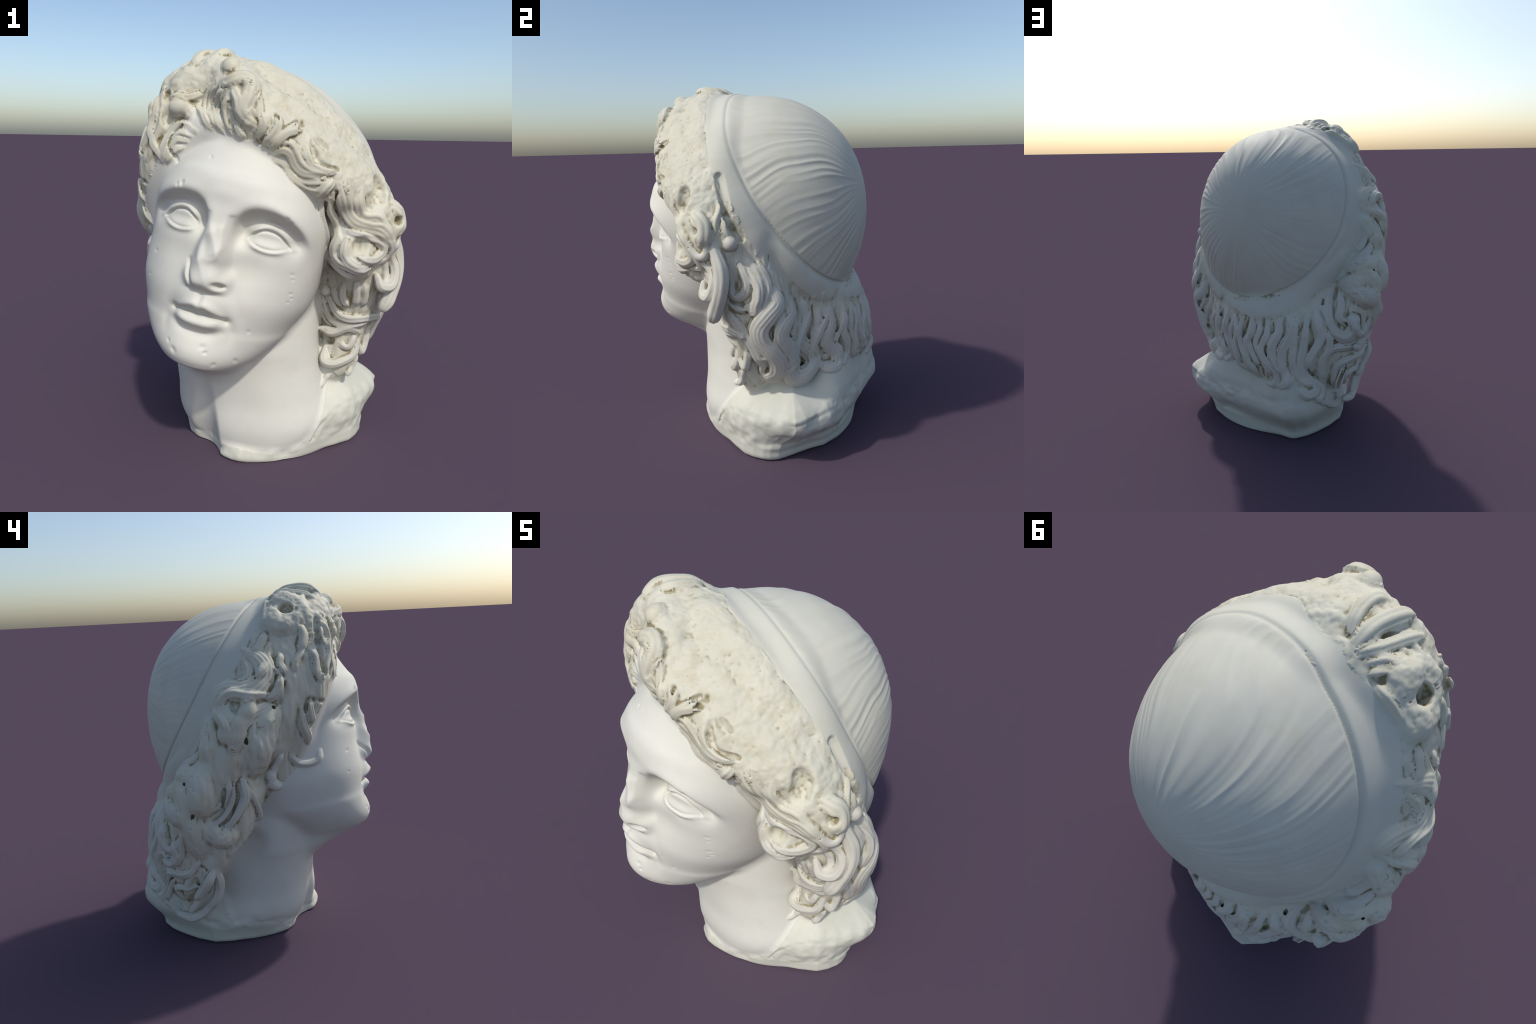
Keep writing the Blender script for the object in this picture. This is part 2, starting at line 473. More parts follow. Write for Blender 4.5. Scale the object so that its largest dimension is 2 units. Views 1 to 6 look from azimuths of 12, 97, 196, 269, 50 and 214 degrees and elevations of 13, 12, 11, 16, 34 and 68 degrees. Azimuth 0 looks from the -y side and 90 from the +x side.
    # wreath of hair round the face, as rails of thick rolls
    slab = (
        [(0.10, -0.47, 1.68, .08), (0.26, -0.40, 1.56, .08), (0.36, -0.37, 1.45, .075), (0.50, -0.24, 1.38, .085), (0.55, -0.20, 1.29, .085), (0.58, -0.17, 1.20, .085), (0.56, -0.12, 1.08, .08)],
        [(0.02, -0.40, 1.76, .10), (0.20, -0.34, 1.64, .10), (0.32, -0.31, 1.52, .10), (0.42, -0.26, 1.44, .11), (0.51, -0.14, 1.33, .11), (0.53, -0.06, 1.18, .10)],
        [(-0.06, -0.26, 1.85, .11), (0.12, -0.25, 1.77, .11), (0.25, -0.22, 1.68, .10), (0.36, -0.20, 1.57, .10), (0.45, -0.16, 1.45, .10), (0.51, -0.08, 1.30, .10)],
        [(-0.05, -0.10, 1.84, .075), (0.14, -0.12, 1.80, .08), (0.29, -0.10, 1.70, .085), (0.40, -0.12, 1.58, .085), (0.45, -0.10, 1.48, .085), (0.50, -0.02, 1.30, .085), (0.52, 0.04, 1.13, .08)],
    )
    for p in slab:
        tube(F, p, 0.06, HAIR, steps=4)
    rails = (
        # left locks below the ear
        [(0.45, -0.25, 1.32, .05), (0.48, -0.27, 1.20, .06), (0.50, -0.28, 1.11, .07), (0.51, -0.22, 1.02, .06)],
        [(0.56, -0.10, 1.08, .09), (0.54, -0.09, 0.95, .09), (0.51, -0.04, 0.80, .085), (0.48, 0.0, 0.65, .08), (0.45, 0.00, 0.50, .08), (0.41, 0.01, 0.40, .065)],
        [(0.53, 0.00, 1.10, .08), (0.53, 0.05, 0.95, .11), (0.51, 0.09, 0.78, .12), (0.46, 0.12, 0.60, .11), (0.40, 0.14, 0.46, .09)],
        # crest over the brow
        [(0.02, -0.45, 1.62, .06), (0.03, -0.46, 1.74, .065), (0.01, -0.44, 1.79, .075), (-0.06, -0.37, 1.84, .08), (-0.14, -0.31, 1.875, .08)],
        [(-0.14, -0.31, 1.875, .09), (-0.26, -0.32, 1.79, .11), (-0.35, -0.31, 1.66, .10), (-0.41, -0.30, 1.50, .095), (-0.44, -0.25, 1.36, .085), (-0.43, -0.20, 1.20, .08)],
        [(-0.04, -0.43, 1.66, .055), (-0.14, -0.41, 1.66, .06), (-0.24, -0.39, 1.60, .06), (-0.32, -0.36, 1.52, .065), (-0.37, -0.31, 1.42, .065), (-0.40, -0.26, 1.30, .065)],
        # right side, back to the band and down
        [(-0.15, -0.20, 1.86, .10), (-0.31, -0.16, 1.75, .115), (-0.42, -0.03, 1.57, .115), (-0.52, 0.05, 1.36, .115), (-0.56, 0.13, 1.18, .12), (-0.55, 0.25, 1.0, .13), (-0.51, 0.33, 0.8, .13), (-0.46, 0.36, 0.6, .115), (-0.42, 0.37, 0.42, .095), (-0.38, 0.38, 0.32, .07)],
        [(-0.26, -0.26, 1.76, .12), (-0.38, -0.20, 1.60, .12), (-0.46, -0.13, 1.42, .12), (-0.48, -0.06, 1.24, .12), (-0.51, 0.06, 1.04, .12), (-0.53, 0.13, 0.84, .12), (-0.51, 0.21, 0.64, .105), (-0.46, 0.30, 0.46, .085)],
    )
    for p in rails:
        tube(F, [(x, y, z, r - 0.018) for x, y, z, r in p], 0.07, HAIR, steps=4)
    # hollow round the right ear, and the bare side of the neck in front of the nape hair
    add_ball(F, [-0.66, -0.10, 1.06], [0.11, 0.12, 0.12], 0.05, None, cut=True)
    tube(F, [(-0.53, 0.03, 0.64, .08), (-0.54, 0.14, 0.46, .085), (-0.50, 0.35, 0.27, .07)], 0.05, None, steps=4, cut=True)


def polygon(x, y, pts, upper=None, t=0.0):
    """Signed distance to a closed polygon in plan, which may change into another as it rises."""
    d = s = None
    n = len(pts)
    for i in range(n):
        ax, ay, bx, by = (pts[j][c] + t * (upper[j][c] - pts[j][c]) if upper is not None else pts[j][c] for j in (i, i - 1) for c in (0, 1))
        ex, ey = bx - ax, by - ay
        wx, wy = x - ax, y - ay
        k = np.clip((wx * ex + wy * ey) / (ex * ex + ey * ey), 0, 1)
        q = (wx - ex * k) ** 2 + (wy - ey * k) ** 2
        c1, c2, c3 = y >= ay, y < by, ex * wy > ey * wx
        f = np.where((c1 & c2 & c3) | (~c1 & ~c2 & ~c3), -1.0, 1.0)
        d, s = (q, f) if d is None else (np.minimum(d, q), s * f)
    return s * np.sqrt(d)


def build_locks(F):
    rng = np.random.default_rng(7)
    for i, (kind, thick, pts) in enumerate(LOCKS):
        p = spline(pts, 3) if len(pts) > 1 else np.array(pts * 2) + [[0, 0, 0], [0, 0, 0.002]]
        n = len(p)
        along = np.linspace(0, 1, n)
        ends = np.minimum(1, np.minimum(along, 1 - along) / 0.18)
        rad = thick / 1000 * (1.15 if kind == "broad_lock" else 1.45 if kind == "wavy_lock" else 1.25) * (0.62 + 0.38 * ends)
        inward = F.sample(p, True)[1]
        inward /= np.linalg.norm(inward, axis=1)[:, None] + 1e-6
        if kind == "headband":
            thin = 0.25 + 0.75 * np.minimum(1, np.minimum(along, 1 - along) / 0.3)
            tube(F, np.column_stack([p - inward * ((1 - thin) * 0.012)[:, None], thin * thick / 1000]), 0.014, BAND, steps=2, flat=0.33, reach=thick / 1000 + 0.02)
            continue
        if kind in ("ear", "curl_ball"):
            tube(F, np.column_stack([p, np.full(n, thick / 1000)]), 0.012, EAR if kind == "ear" else LOCK + i, steps=2)
            continue
        if kind in ("broad_lock", "crest_ring"):
            # a soft swell of hair
            rows = np.column_stack([p - inward * (rad * (0.85 - 0.45 * ends))[:, None], rad * 1.1])
            tube(F, rows, 0.035, LOCK + i, steps=2, ridges=9, depth=0.07, phase=rng.uniform(0, 6), flat=0.8, reach=rad.max() * 1.3 + 0.03)
            continue
        if kind == "wavy_lock" and thick >= 22:
            # a wide lock lying flat on the head, combed into many strands
            rows = np.column_stack([p - inward * (rad * (0.40 - 0.35 * ends))[:, None], rad * 1.15])
            tube(F, rows, 0.012, LOCK + i, steps=2, ridges=11, depth=0.13, phase=rng.uniform(0, 6), flat=0.62, reach=rad.max() * 1.45 + 0.012)
            continue
        rows = np.column_stack([p - inward * (rad * (0.75 - 0.45 * ends))[:, None], rad])
        strands = 0 if kind in ("tousled_lump", "broken_edge", "crest_knob") else (7 if thick >= 16 else 5)
        tube(F, rows, 0.008 if thick < 24 else 0.016, LOCK + i, steps=2, ridges=strands, depth=0.24 if kind == "fringe_lock" else 0.16 if thick < 24 else 0.13, phase=rng.uniform(0, 6), reach=rad.max() * 1.2 + 0.012)
    for kind, thick, pts in HOLLOWS:
        p = spline(pts, 3) if len(pts) > 1 else np.array(pts * 2) + [[0, 0, 0], [0, 0, 0.001]]
        rows = np.column_stack([p, np.full(len(p), thick / 1000)])
        tube(F, rows, 0.010 if kind == "groove" else 0.025, None, steps=2, cut=True)
# ---------------------------------------------------------------- hair: each spine runs through these points, thickness in mm
LOCKS = [
    ("curl", 18, [(0.639, -0.025, 1.094), (0.644, -0.002, 1.047), (0.651, 0.015, 0.995), (0.650, 0.001, 0.946), (0.639, -0.037, 0.924), (0.647, -0.064, 0.957), (0.652, -0.058, 1.006)]),
    ("curl", 17, [(0.631, 0.021, 1.104), (0.634, 0.061, 1.057), (0.642, 0.084, 0.999), (0.654, 0.078, 0.936), (0.653, 0.029, 0.880), (0.631, -0.034, 0.866), (0.636, -0.075, 0.892)]),
    ("curl", 15, [(0.620, 0.067, 1.095), (0.624, 0.101, 1.030), (0.635, 0.118, 0.961), (0.653, 0.095, 0.893), (0.654, 0.052, 0.850)]),
    ("wavy_lock", 26, [(0.620, 0.145, 0.945), (0.623, 0.156, 0.885), (0.649, 0.110, 0.831), (0.643, 0.066, 0.766), (0.626, 0.074, 0.697), (0.606, 0.125, 0.633), (0.573, 0.157, 0.561), (0.548, 0.141, 0.497), (0.546, 0.102, 0.468)]),
    ("wavy_lock", 22, [(0.524, 0.214, 0.881), (0.539, 0.220, 0.815), (0.601, 0.188, 0.772), (0.611, 0.170, 0.725), (0.584, 0.191, 0.664), (0.540, 0.217, 0.595), (0.530, 0.209, 0.538), (0.540, 0.172, 0.501)]),
    ("wavy_lock", 26, [(0.462, 0.272, 0.837), (0.452, 0.277, 0.755), (0.464, 0.252, 0.693), (0.451, 0.256, 0.634), (0.413, 0.286, 0.572), (0.382, 0.317, 0.519), (0.413, 0.311, 0.469), (0.457, 0.267, 0.439), (0.487, 0.218, 0.451), (0.517, 0.208, 0.505), (0.484, 0.238, 0.525)]),
    ("wavy_lock", 18, [(0.403, 0.352, 0.787), (0.403, 0.345, 0.706), (0.411, 0.319, 0.647), (0.397, 0.325, 0.594), (0.371, 0.350, 0.550)]),
    ("wavy_lock", 22, [(0.357, 0.402, 0.779), (0.345, 0.415, 0.708), (0.357, 0.396, 0.650), (0.354, 0.389, 0.600), (0.318, 0.422, 0.552), (0.293, 0.449, 0.507), (0.305, 0.436, 0.454), (0.351, 0.395, 0.451), (0.310, 0.368, 0.462), (0.327, 0.389, 0.498)]),
    ("wavy_lock", 20, [(0.265, 0.482, 0.765), (0.265, 0.489, 0.696), (0.270, 0.482, 0.627), (0.238, 0.504, 0.558), (0.223, 0.498, 0.479), (0.293, 0.476, 0.450)]),
    ("wavy_lock", 18, [(0.187, 0.531, 0.763), (0.170, 0.553, 0.679), (0.185, 0.546, 0.597), (0.165, 0.555, 0.516), (0.156, 0.542, 0.438)]),
    ("wavy_lock", 18, [(0.061, 0.579, 0.778), (0.060, 0.601, 0.689), (0.102, 0.592, 0.613), (0.084, 0.601, 0.517), (0.071, 0.589, 0.435)]),
    ("curl", 14, [(0.592, 0.049, 0.619), (0.570, 0.070, 0.551), (0.544, 0.065, 0.500), (0.517, 0.092, 0.441), (0.525, 0.138, 0.453), (0.534, 0.165, 0.485), (0.552, 0.142, 0.505)]),
    ("hanging_lock", 28, [(0.618, -0.080, 0.831), (0.611, -0.041, 0.785), (0.606, 0.005, 0.707), (0.592, 0.049, 0.619), (0.566, 0.069, 0.543)]),
    ("hanging_lock", 13, [(0.542, -0.037, 0.503), (0.516, -0.046, 0.443), (0.501, -0.073, 0.401)]),
    ("hanging_lock", 13, [(0.620, -0.093, 1.409), (0.649, -0.105, 1.349), (0.668, -0.123, 1.294), (0.678, -0.118, 1.238)]),
    ("hanging_lock", 13, [(0.635, -0.073, 1.362), (0.649, -0.058, 1.301), (0.647, -0.036, 1.252), (0.639, -0.014, 1.211)]),
    ("hanging_lock", 14, [(0.630, -0.087, 1.386), (0.652, -0.081, 1.321), (0.663, -0.077, 1.254), (0.655, -0.050, 1.214)]),
    ("hanging_lock", 30, [(0.660, -0.226, 1.328), (0.680, -0.184, 1.287), (0.691, -0.178, 1.240), (0.694, -0.185, 1.202)]),
    ("temple_lock", 14, [(0.386, -0.450, 1.397), (0.382, -0.395, 1.339), (0.397, -0.361, 1.290), (0.419, -0.321, 1.235), (0.427, -0.336, 1.182), (0.420, -0.330, 1.129)]),
    ("temple_lock", 12, [(0.350, -0.410, 1.353), (0.358, -0.374, 1.277), (0.375, -0.327, 1.201), (0.378, -0.269, 1.124)]),
    ("wavy_lock", 20, [(0.434, -0.438, 1.432), (0.436, -0.414, 1.374), (0.449, -0.354, 1.310), (0.490, -0.338, 1.260), (0.544, -0.320, 1.241), (0.603, -0.297, 1.222), (0.637, -0.272, 1.187), (0.645, -0.247, 1.140)]),
    ("wavy_lock", 18, [(0.466, -0.415, 1.444), (0.469, -0.396, 1.373), (0.479, -0.347, 1.315), (0.511, -0.330, 1.278), (0.565, -0.314, 1.260), (0.615, -0.297, 1.251), (0.653, -0.265, 1.210), (0.662, -0.243, 1.164)]),
    ("wavy_lock", 20, [(0.519, -0.372, 1.395), (0.508, -0.362, 1.349), (0.519, -0.334, 1.306), (0.550, -0.324, 1.288), (0.599, -0.309, 1.284), (0.632, -0.288, 1.259)]),
    ("curl", 18, [(0.475, -0.350, 1.217), (0.526, -0.345, 1.205), (0.583, -0.299, 1.182), (0.622, -0.266, 1.150), (0.625, -0.256, 1.109), (0.593, -0.296, 1.085), (0.552, -0.346, 1.092), (0.518, -0.365, 1.115)]),
    ("curl", 17, [(0.507, -0.342, 1.231), (0.568, -0.309, 1.215), (0.619, -0.284, 1.196), (0.656, -0.249, 1.163), (0.663, -0.218, 1.118), (0.635, -0.210, 1.071), (0.591, -0.273, 1.056)]),
    ("wavy_lock", 20, [(0.428, -0.335, 1.198), (0.416, -0.327, 1.153), (0.418, -0.322, 1.110), (0.441, -0.337, 1.079), (0.484, -0.350, 1.060), (0.535, -0.335, 1.042), (0.575, -0.300, 1.044)]),
    ("wavy_lock", 17, [(0.372, -0.284, 1.117), (0.399, -0.238, 1.061), (0.433, -0.298, 1.041), (0.474, -0.318, 1.019), (0.512, -0.307, 1.001)]),
    ("wavy_lock", 16, [(0.467, -0.358, 1.183), (0.460, -0.362, 1.135), (0.465, -0.361, 1.107), (0.500, -0.360, 1.078), (0.551, -0.334, 1.058)]),
    ("curl", 22, [(0.387, -0.090, 0.827), (0.408, -0.092, 0.788), (0.443, -0.112, 0.749), (0.490, -0.126, 0.737), (0.546, -0.116, 0.739), (0.603, -0.049, 0.730), (0.638, -0.024, 0.716)]),
    ("curl", 18, [(0.351, -0.077, 0.812), (0.368, -0.063, 0.759), (0.394, -0.064, 0.711), (0.437, -0.096, 0.693), (0.492, -0.113, 0.696), (0.548, -0.099, 0.705), (0.601, -0.031, 0.703)]),
    ("curl", 12, [(0.330, -0.097, 0.808), (0.344, -0.058, 0.743), (0.374, -0.042, 0.685), (0.409, -0.073, 0.665)]),
    ("fringe_lock", 13, [(-0.186, -0.483, 1.636), (-0.254, -0.448, 1.668), (-0.315, -0.432, 1.639), (-0.356, -0.434, 1.576), (-0.383, -0.428, 1.508)]),
    ("fringe_lock", 12, [(-0.210, -0.477, 1.616), (-0.263, -0.461, 1.631), (-0.314, -0.447, 1.602), (-0.343, -0.444, 1.552), (-0.367, -0.435, 1.505)]),
    ("fringe_lock", 11, [(-0.229, -0.473, 1.595), (-0.277, -0.462, 1.602), (-0.306, -0.456, 1.573), (-0.333, -0.448, 1.535), (-0.356, -0.438, 1.501)]),
    ("fringe_lock", 10, [(-0.249, -0.467, 1.570), (-0.282, -0.461, 1.557), (-0.313, -0.453, 1.527), (-0.335, -0.444, 1.502)]),
    ("fringe_lock", 11, [(-0.364, -0.382, 1.833), (-0.355, -0.424, 1.765), (-0.357, -0.429, 1.708), (-0.376, -0.424, 1.647), (-0.403, -0.418, 1.596), (-0.426, -0.412, 1.541), (-0.451, -0.401, 1.506)]),
    ("fringe_lock", 15, [(-0.415, -0.408, 1.659), (-0.444, -0.397, 1.613), (-0.479, -0.376, 1.560), (-0.509, -0.345, 1.515)]),
    ("tousled_lump", 26, [(-0.310, -0.439, 1.724), (-0.273, -0.442, 1.744), (-0.233, -0.431, 1.733), (-0.220, -0.444, 1.700)]),
    ("crest_lock", 16, [(-0.172, -0.432, 1.796), (-0.221, -0.440, 1.780), (-0.271, -0.444, 1.784), (-0.318, -0.437, 1.780)]),
    ("crest_knob", 27, [(-0.046, -0.440, 1.922), (-0.029, -0.472, 1.891)]),
    ("fringe_lock", 14, [(-0.395, -0.381, 1.785), (-0.397, -0.401, 1.742), (-0.405, -0.406, 1.701)]),
    ("fringe_lock", 12, [(-0.434, -0.367, 1.765), (-0.442, -0.363, 1.719), (-0.423, -0.399, 1.676)]),
    ("fringe_lock", 12, [(-0.136, -0.492, 1.652), (-0.160, -0.469, 1.708), (-0.189, -0.432, 1.741), (-0.178, -0.426, 1.773)]),
    ("fringe_lock", 13, [(-0.110, -0.495, 1.648), (-0.138, -0.484, 1.691), (-0.160, -0.427, 1.749), (-0.141, -0.433, 1.804), (-0.100, -0.470, 1.839)]),
    ("fringe_lock", 13, [(-0.075, -0.498, 1.645), (-0.107, -0.490, 1.691), (-0.132, -0.434, 1.749), (-0.113, -0.456, 1.802), (-0.076, -0.493, 1.825)]),
    ("fringe_lock", 13, [(-0.053, -0.501, 1.633), (-0.080, -0.497, 1.684), (-0.100, -0.455, 1.744), (-0.075, -0.498, 1.791), (-0.039, -0.524, 1.811)]),
    ("fringe_lock", 12, [(-0.016, -0.515, 1.626), (-0.042, -0.510, 1.680), (-0.050, -0.514, 1.737), (-0.027, -0.537, 1.773)]),
    ("forelock", 24, [(-0.067, -0.498, 1.832), (-0.012, -0.522, 1.841), (0.035, -0.516, 1.848), (0.065, -0.524, 1.822), (0.059, -0.545, 1.772), (0.041, -0.550, 1.727), (0.052, -0.548, 1.698), (0.077, -0.550, 1.679)]),
    ("forelock", 21, [(-0.002, -0.541, 1.802), (0.017, -0.551, 1.764), (0.021, -0.550, 1.727), (0.036, -0.547, 1.698)]),
    ("fringe_lock", 16, [(0.089, -0.525, 1.788), (0.096, -0.534, 1.743), (0.097, -0.552, 1.691)]),
    ("fringe_lock", 12, [(0.005, -0.535, 1.668), (0.021, -0.531, 1.638), (0.036, -0.528, 1.619)]),
    ("fringe_lock", 14, [(0.120, -0.550, 1.698), (0.125, -0.553, 1.661), (0.094, -0.535, 1.616)]),
    ("fringe_lock", 15, [(0.120, -0.547, 1.706), (0.122, -0.554, 1.670), (0.113, -0.544, 1.627)]),
    ("fringe_lock", 15, [(0.171, -0.529, 1.703), (0.178, -0.541, 1.663), (0.155, -0.545, 1.623), (0.123, -0.533, 1.594)]),
    ("fringe_lock", 15, [(0.255, -0.476, 1.682), (0.229, -0.519, 1.652), (0.191, -0.538, 1.620), (0.144, -0.530, 1.583)]),
    ("fringe_lock", 13, [(0.267, -0.495, 1.645), (0.222, -0.527, 1.632), (0.187, -0.536, 1.604), (0.148, -0.523, 1.566)]),
    ("fringe_lock", 14, [(0.163, -0.514, 1.546), (0.198, -0.523, 1.567), (0.227, -0.516, 1.555), (0.243, -0.499, 1.514), (0.272, -0.490, 1.481), (0.323, -0.489, 1.470), (0.381, -0.474, 1.467)]),
    ("fringe_lock", 14, [(0.178, -0.529, 1.579), (0.223, -0.526, 1.596), (0.247, -0.516, 1.572), (0.272, -0.502, 1.523), (0.306, -0.495, 1.495), (0.356, -0.484, 1.483), (0.408, -0.455, 1.487)]),
    ("fringe_lock", 14, [(0.295, -0.499, 1.581), (0.301, -0.500, 1.540), (0.330, -0.492, 1.508), (0.380, -0.474, 1.487), (0.420, -0.446, 1.483)]),
    ("fringe_lock", 14, [(0.163, -0.510, 1.525), (0.200, -0.499, 1.513), (0.237, -0.484, 1.467), (0.289, -0.477, 1.443), (0.340, -0.479, 1.441), (0.389, -0.468, 1.450)]),
    ("fringe_lock", 14, [(0.200, -0.499, 1.492), (0.243, -0.485, 1.446), (0.297, -0.466, 1.417), (0.348, -0.464, 1.410), (0.390, -0.464, 1.433)]),
    ("fringe_lock", 20, [(0.347, -0.444, 1.382), (0.374, -0.461, 1.411), (0.398, -0.463, 1.445)]),
    ("wavy_lock", 28, [(-0.517, -0.011, 1.656), (-0.534, -0.049, 1.633), (-0.549, -0.074, 1.589), (-0.567, -0.066, 1.542), (-0.596, -0.024, 1.504), (-0.603, 0.042, 1.492), (-0.570, 0.109, 1.491), (-0.548, 0.163, 1.457), (-0.564, 0.177, 1.409)]),
    ("wavy_lock", 15, [(-0.506, -0.041, 1.681), (-0.531, -0.077, 1.632), (-0.547, -0.096, 1.577), (-0.566, -0.082, 1.525), (-0.585, -0.057, 1.484)]),
    ("wavy_lock", 24, [(-0.589, -0.072, 1.456), (-0.616, 0.005, 1.464), (-0.604, 0.077, 1.472), (-0.592, 0.123, 1.445), (-0.616, 0.136, 1.394), (-0.651, 0.104, 1.360), (-0.654, 0.066, 1.369)]),
    ("wavy_lock", 22, [(-0.572, 0.177, 1.394), (-0.640, 0.138, 1.353), (-0.666, 0.124, 1.308), (-0.675, 0.131, 1.277)]),
    ("wavy_lock", 22, [(-0.599, -0.087, 1.418), (-0.624, -0.018, 1.392), (-0.656, 0.039, 1.357), (-0.672, 0.069, 1.306), (-0.686, 0.090, 1.232)]),
    ("broad_lock", 40, [(-0.606, -0.096, 1.374), (-0.615, -0.049, 1.322), (-0.622, -0.035, 1.267), (-0.620, -0.054, 1.208)]),
    ("crest_ring", 26, [(-0.357, -0.141, 1.871), (-0.322, -0.179, 1.903), (-0.324, -0.237, 1.895), (-0.364, -0.267, 1.859), (-0.407, -0.233, 1.816), (-0.434, -0.173, 1.792), (-0.423, -0.129, 1.810), (-0.388, -0.126, 1.844)]),
    ("tousled_lump", 20, [(-0.427, -0.259, 1.782), (-0.456, -0.277, 1.727), (-0.491, -0.255, 1.664)]),
    ("wavy_lock", 14, [(-0.476, -0.307, 1.666), (-0.483, -0.331, 1.626), (-0.500, -0.331, 1.572), (-0.509, -0.340, 1.522)]),
    ("wavy_lock", 14, [(-0.396, -0.406, 1.730), (-0.424, -0.403, 1.652), (-0.405, -0.417, 1.582), (-0.368, -0.435, 1.519)]),
    ("wavy_lock", 18, [(-0.557, -0.150, 1.548), (-0.575, -0.141, 1.501), (-0.587, -0.112, 1.465), (-0.592, -0.066, 1.446)]),
    ("wavy_lock", 16, [(-0.467, -0.084, 1.748), (-0.499, -0.058, 1.696), (-0.514, -0.029, 1.666)]),
    ("wavy_lock", 18, [(-0.519, 0.023, 1.636), (-0.556, 0.004, 1.589), (-0.577, 0.017, 1.548), (-0.570, 0.074, 1.528)]),
    ("wavy_lock", 18, [(-0.607, -0.062, 1.376), (-0.635, -0.010, 1.345), (-0.651, 0.010, 1.287), (-0.635, -0.004, 1.220)]),
    ("fringe_lock", 12, [(-0.487, -0.272, 1.663), (-0.516, -0.234, 1.617), (-0.535, -0.220, 1.575)]),
    ("wavy_lock", 16, [(-0.494, -0.104, 1.704), (-0.524, -0.094, 1.641), (-0.541, -0.108, 1.587), (-0.551, -0.151, 1.564)]),
    ("wavy_lock", 14, [(-0.513, -0.157, 1.648), (-0.532, -0.148, 1.606), (-0.548, -0.174, 1.568)]),
    ("hanging_lock", 18, [(-0.536, -0.284, 1.426), (-0.531, -0.294, 1.361), (-0.512, -0.307, 1.310)]),
    ("hanging_lock", 20, [(-0.547, -0.247, 1.384), (-0.538, -0.252, 1.312), (-0.517, -0.277, 1.254), (-0.483, -0.291, 1.197)]),
    ("hanging_lock", 15, [(-0.599, -0.141, 1.387), (-0.607, -0.115, 1.305), (-0.606, -0.107, 1.236)]),
    ("hook_curl", 13, [(-0.516, -0.189, 1.141), (-0.501, -0.233, 1.094), (-0.490, -0.292, 1.085), (-0.475, -0.339, 1.103), (-0.460, -0.352, 1.144)]),
    ("broad_lock", 38, [(-0.649, 0.009, 1.258), (-0.627, -0.014, 1.173), (-0.582, -0.018, 1.088)]),
    ("hanging_lock", 16, [(-0.677, 0.123, 1.059), (-0.666, 0.156, 0.970), (-0.666, 0.217, 0.899)]),
    ("hanging_lock", 14, [(-0.663, 0.092, 1.067), (-0.662, 0.116, 0.951), (-0.661, 0.170, 0.872), (-0.652, 0.230, 0.834)]),
    ("hanging_lock", 20, [(-0.651, 0.061, 1.069), (-0.650, 0.052, 0.973), (-0.662, 0.099, 0.891), (-0.660, 0.168, 0.803)]),
    ("hanging_lock", 14, [(-0.609, 0.267, 1.205), (-0.607, 0.299, 1.164), (-0.554, 0.363, 1.130)]),
    ("broad_lock", 34, [(-0.669, 0.284, 1.102), (-0.691, 0.269, 1.014), (-0.683, 0.270, 0.924)]),
    ("broad_lock", 34, [(-0.483, 0.429, 0.975), (-0.605, 0.419, 0.918), (-0.653, 0.374, 0.881)]),
    ("curl", 17, [(-0.543, 0.482, 0.796), (-0.561, 0.507, 0.741), (-0.584, 0.472, 0.685), (-0.611, 0.415, 0.710), (-0.637, 0.391, 0.783)]),
    ("broad_lock", 24, [(-0.669, 0.331, 0.870), (-0.652, 0.312, 0.777), (-0.618, 0.295, 0.667)]),
    ("curl", 16, [(-0.635, 0.387, 0.759), (-0.607, 0.405, 0.668), (-0.574, 0.467, 0.599), (-0.567, 0.504, 0.614)]),
    ("broad_lock", 24, [(-0.655, 0.251, 0.829), (-0.652, 0.199, 0.763), (-0.657, 0.141, 0.769)]),
    ("curl", 20, [(-0.612, 0.229, 0.563), (-0.574, 0.211, 0.475), (-0.558, 0.229, 0.383), (-0.541, 0.299, 0.281), (-0.524, 0.383, 0.231), (-0.503, 0.463, 0.241)]),
    ("curl", 17, [(-0.604, 0.282, 0.554), (-0.569, 0.284, 0.460), (-0.551, 0.323, 0.367), (-0.532, 0.393, 0.290)]),
    ("curl", 16, [(-0.585, 0.351, 0.548), (-0.561, 0.382, 0.479), (-0.540, 0.405, 0.409)]),
    ("curl", 16, [(-0.511, 0.470, 0.500), (-0.477, 0.506, 0.406), (-0.462, 0.531, 0.328)]),
    ("curl", 18, [(-0.292, 0.610, 0.365), (-0.348, 0.576, 0.292), (-0.384, 0.519, 0.226)]),
    ("temple_lock", 12, [(-0.637, 0.035, 1.027), (-0.620, 0.004, 0.945), (-0.569, -0.022, 0.848), (-0.560, -0.006, 0.814)]),
    ("nape_lock", 16, [(0.504, 0.232, 0.801), (0.548, 0.223, 0.725), (0.587, 0.187, 0.649), (0.564, 0.184, 0.559)]),
    ("nape_lock", 18, [(0.433, 0.313, 0.802), (0.496, 0.262, 0.687), (0.512, 0.235, 0.598), (0.479, 0.234, 0.501), (0.463, 0.215, 0.404)]),
    ("nape_lock", 20, [(0.358, 0.402, 0.774), (0.411, 0.349, 0.651), (0.406, 0.300, 0.513), (0.336, 0.422, 0.452)]),
    ("nape_lock", 20, [(0.262, 0.483, 0.772), (0.287, 0.470, 0.676), (0.323, 0.423, 0.564), (0.294, 0.427, 0.483), (0.223, 0.504, 0.453)]),
    ("nape_lock", 20, [(0.196, 0.526, 0.766), (0.221, 0.522, 0.674), (0.219, 0.523, 0.610), (0.190, 0.539, 0.537), (0.159, 0.543, 0.459), (0.080, 0.585, 0.436)]),
    ("nape_lock", 22, [(0.127, 0.559, 0.766), (0.143, 0.567, 0.688), (0.139, 0.574, 0.603), (0.107, 0.591, 0.533), (0.046, 0.610, 0.466), (0.028, 0.599, 0.407)]),
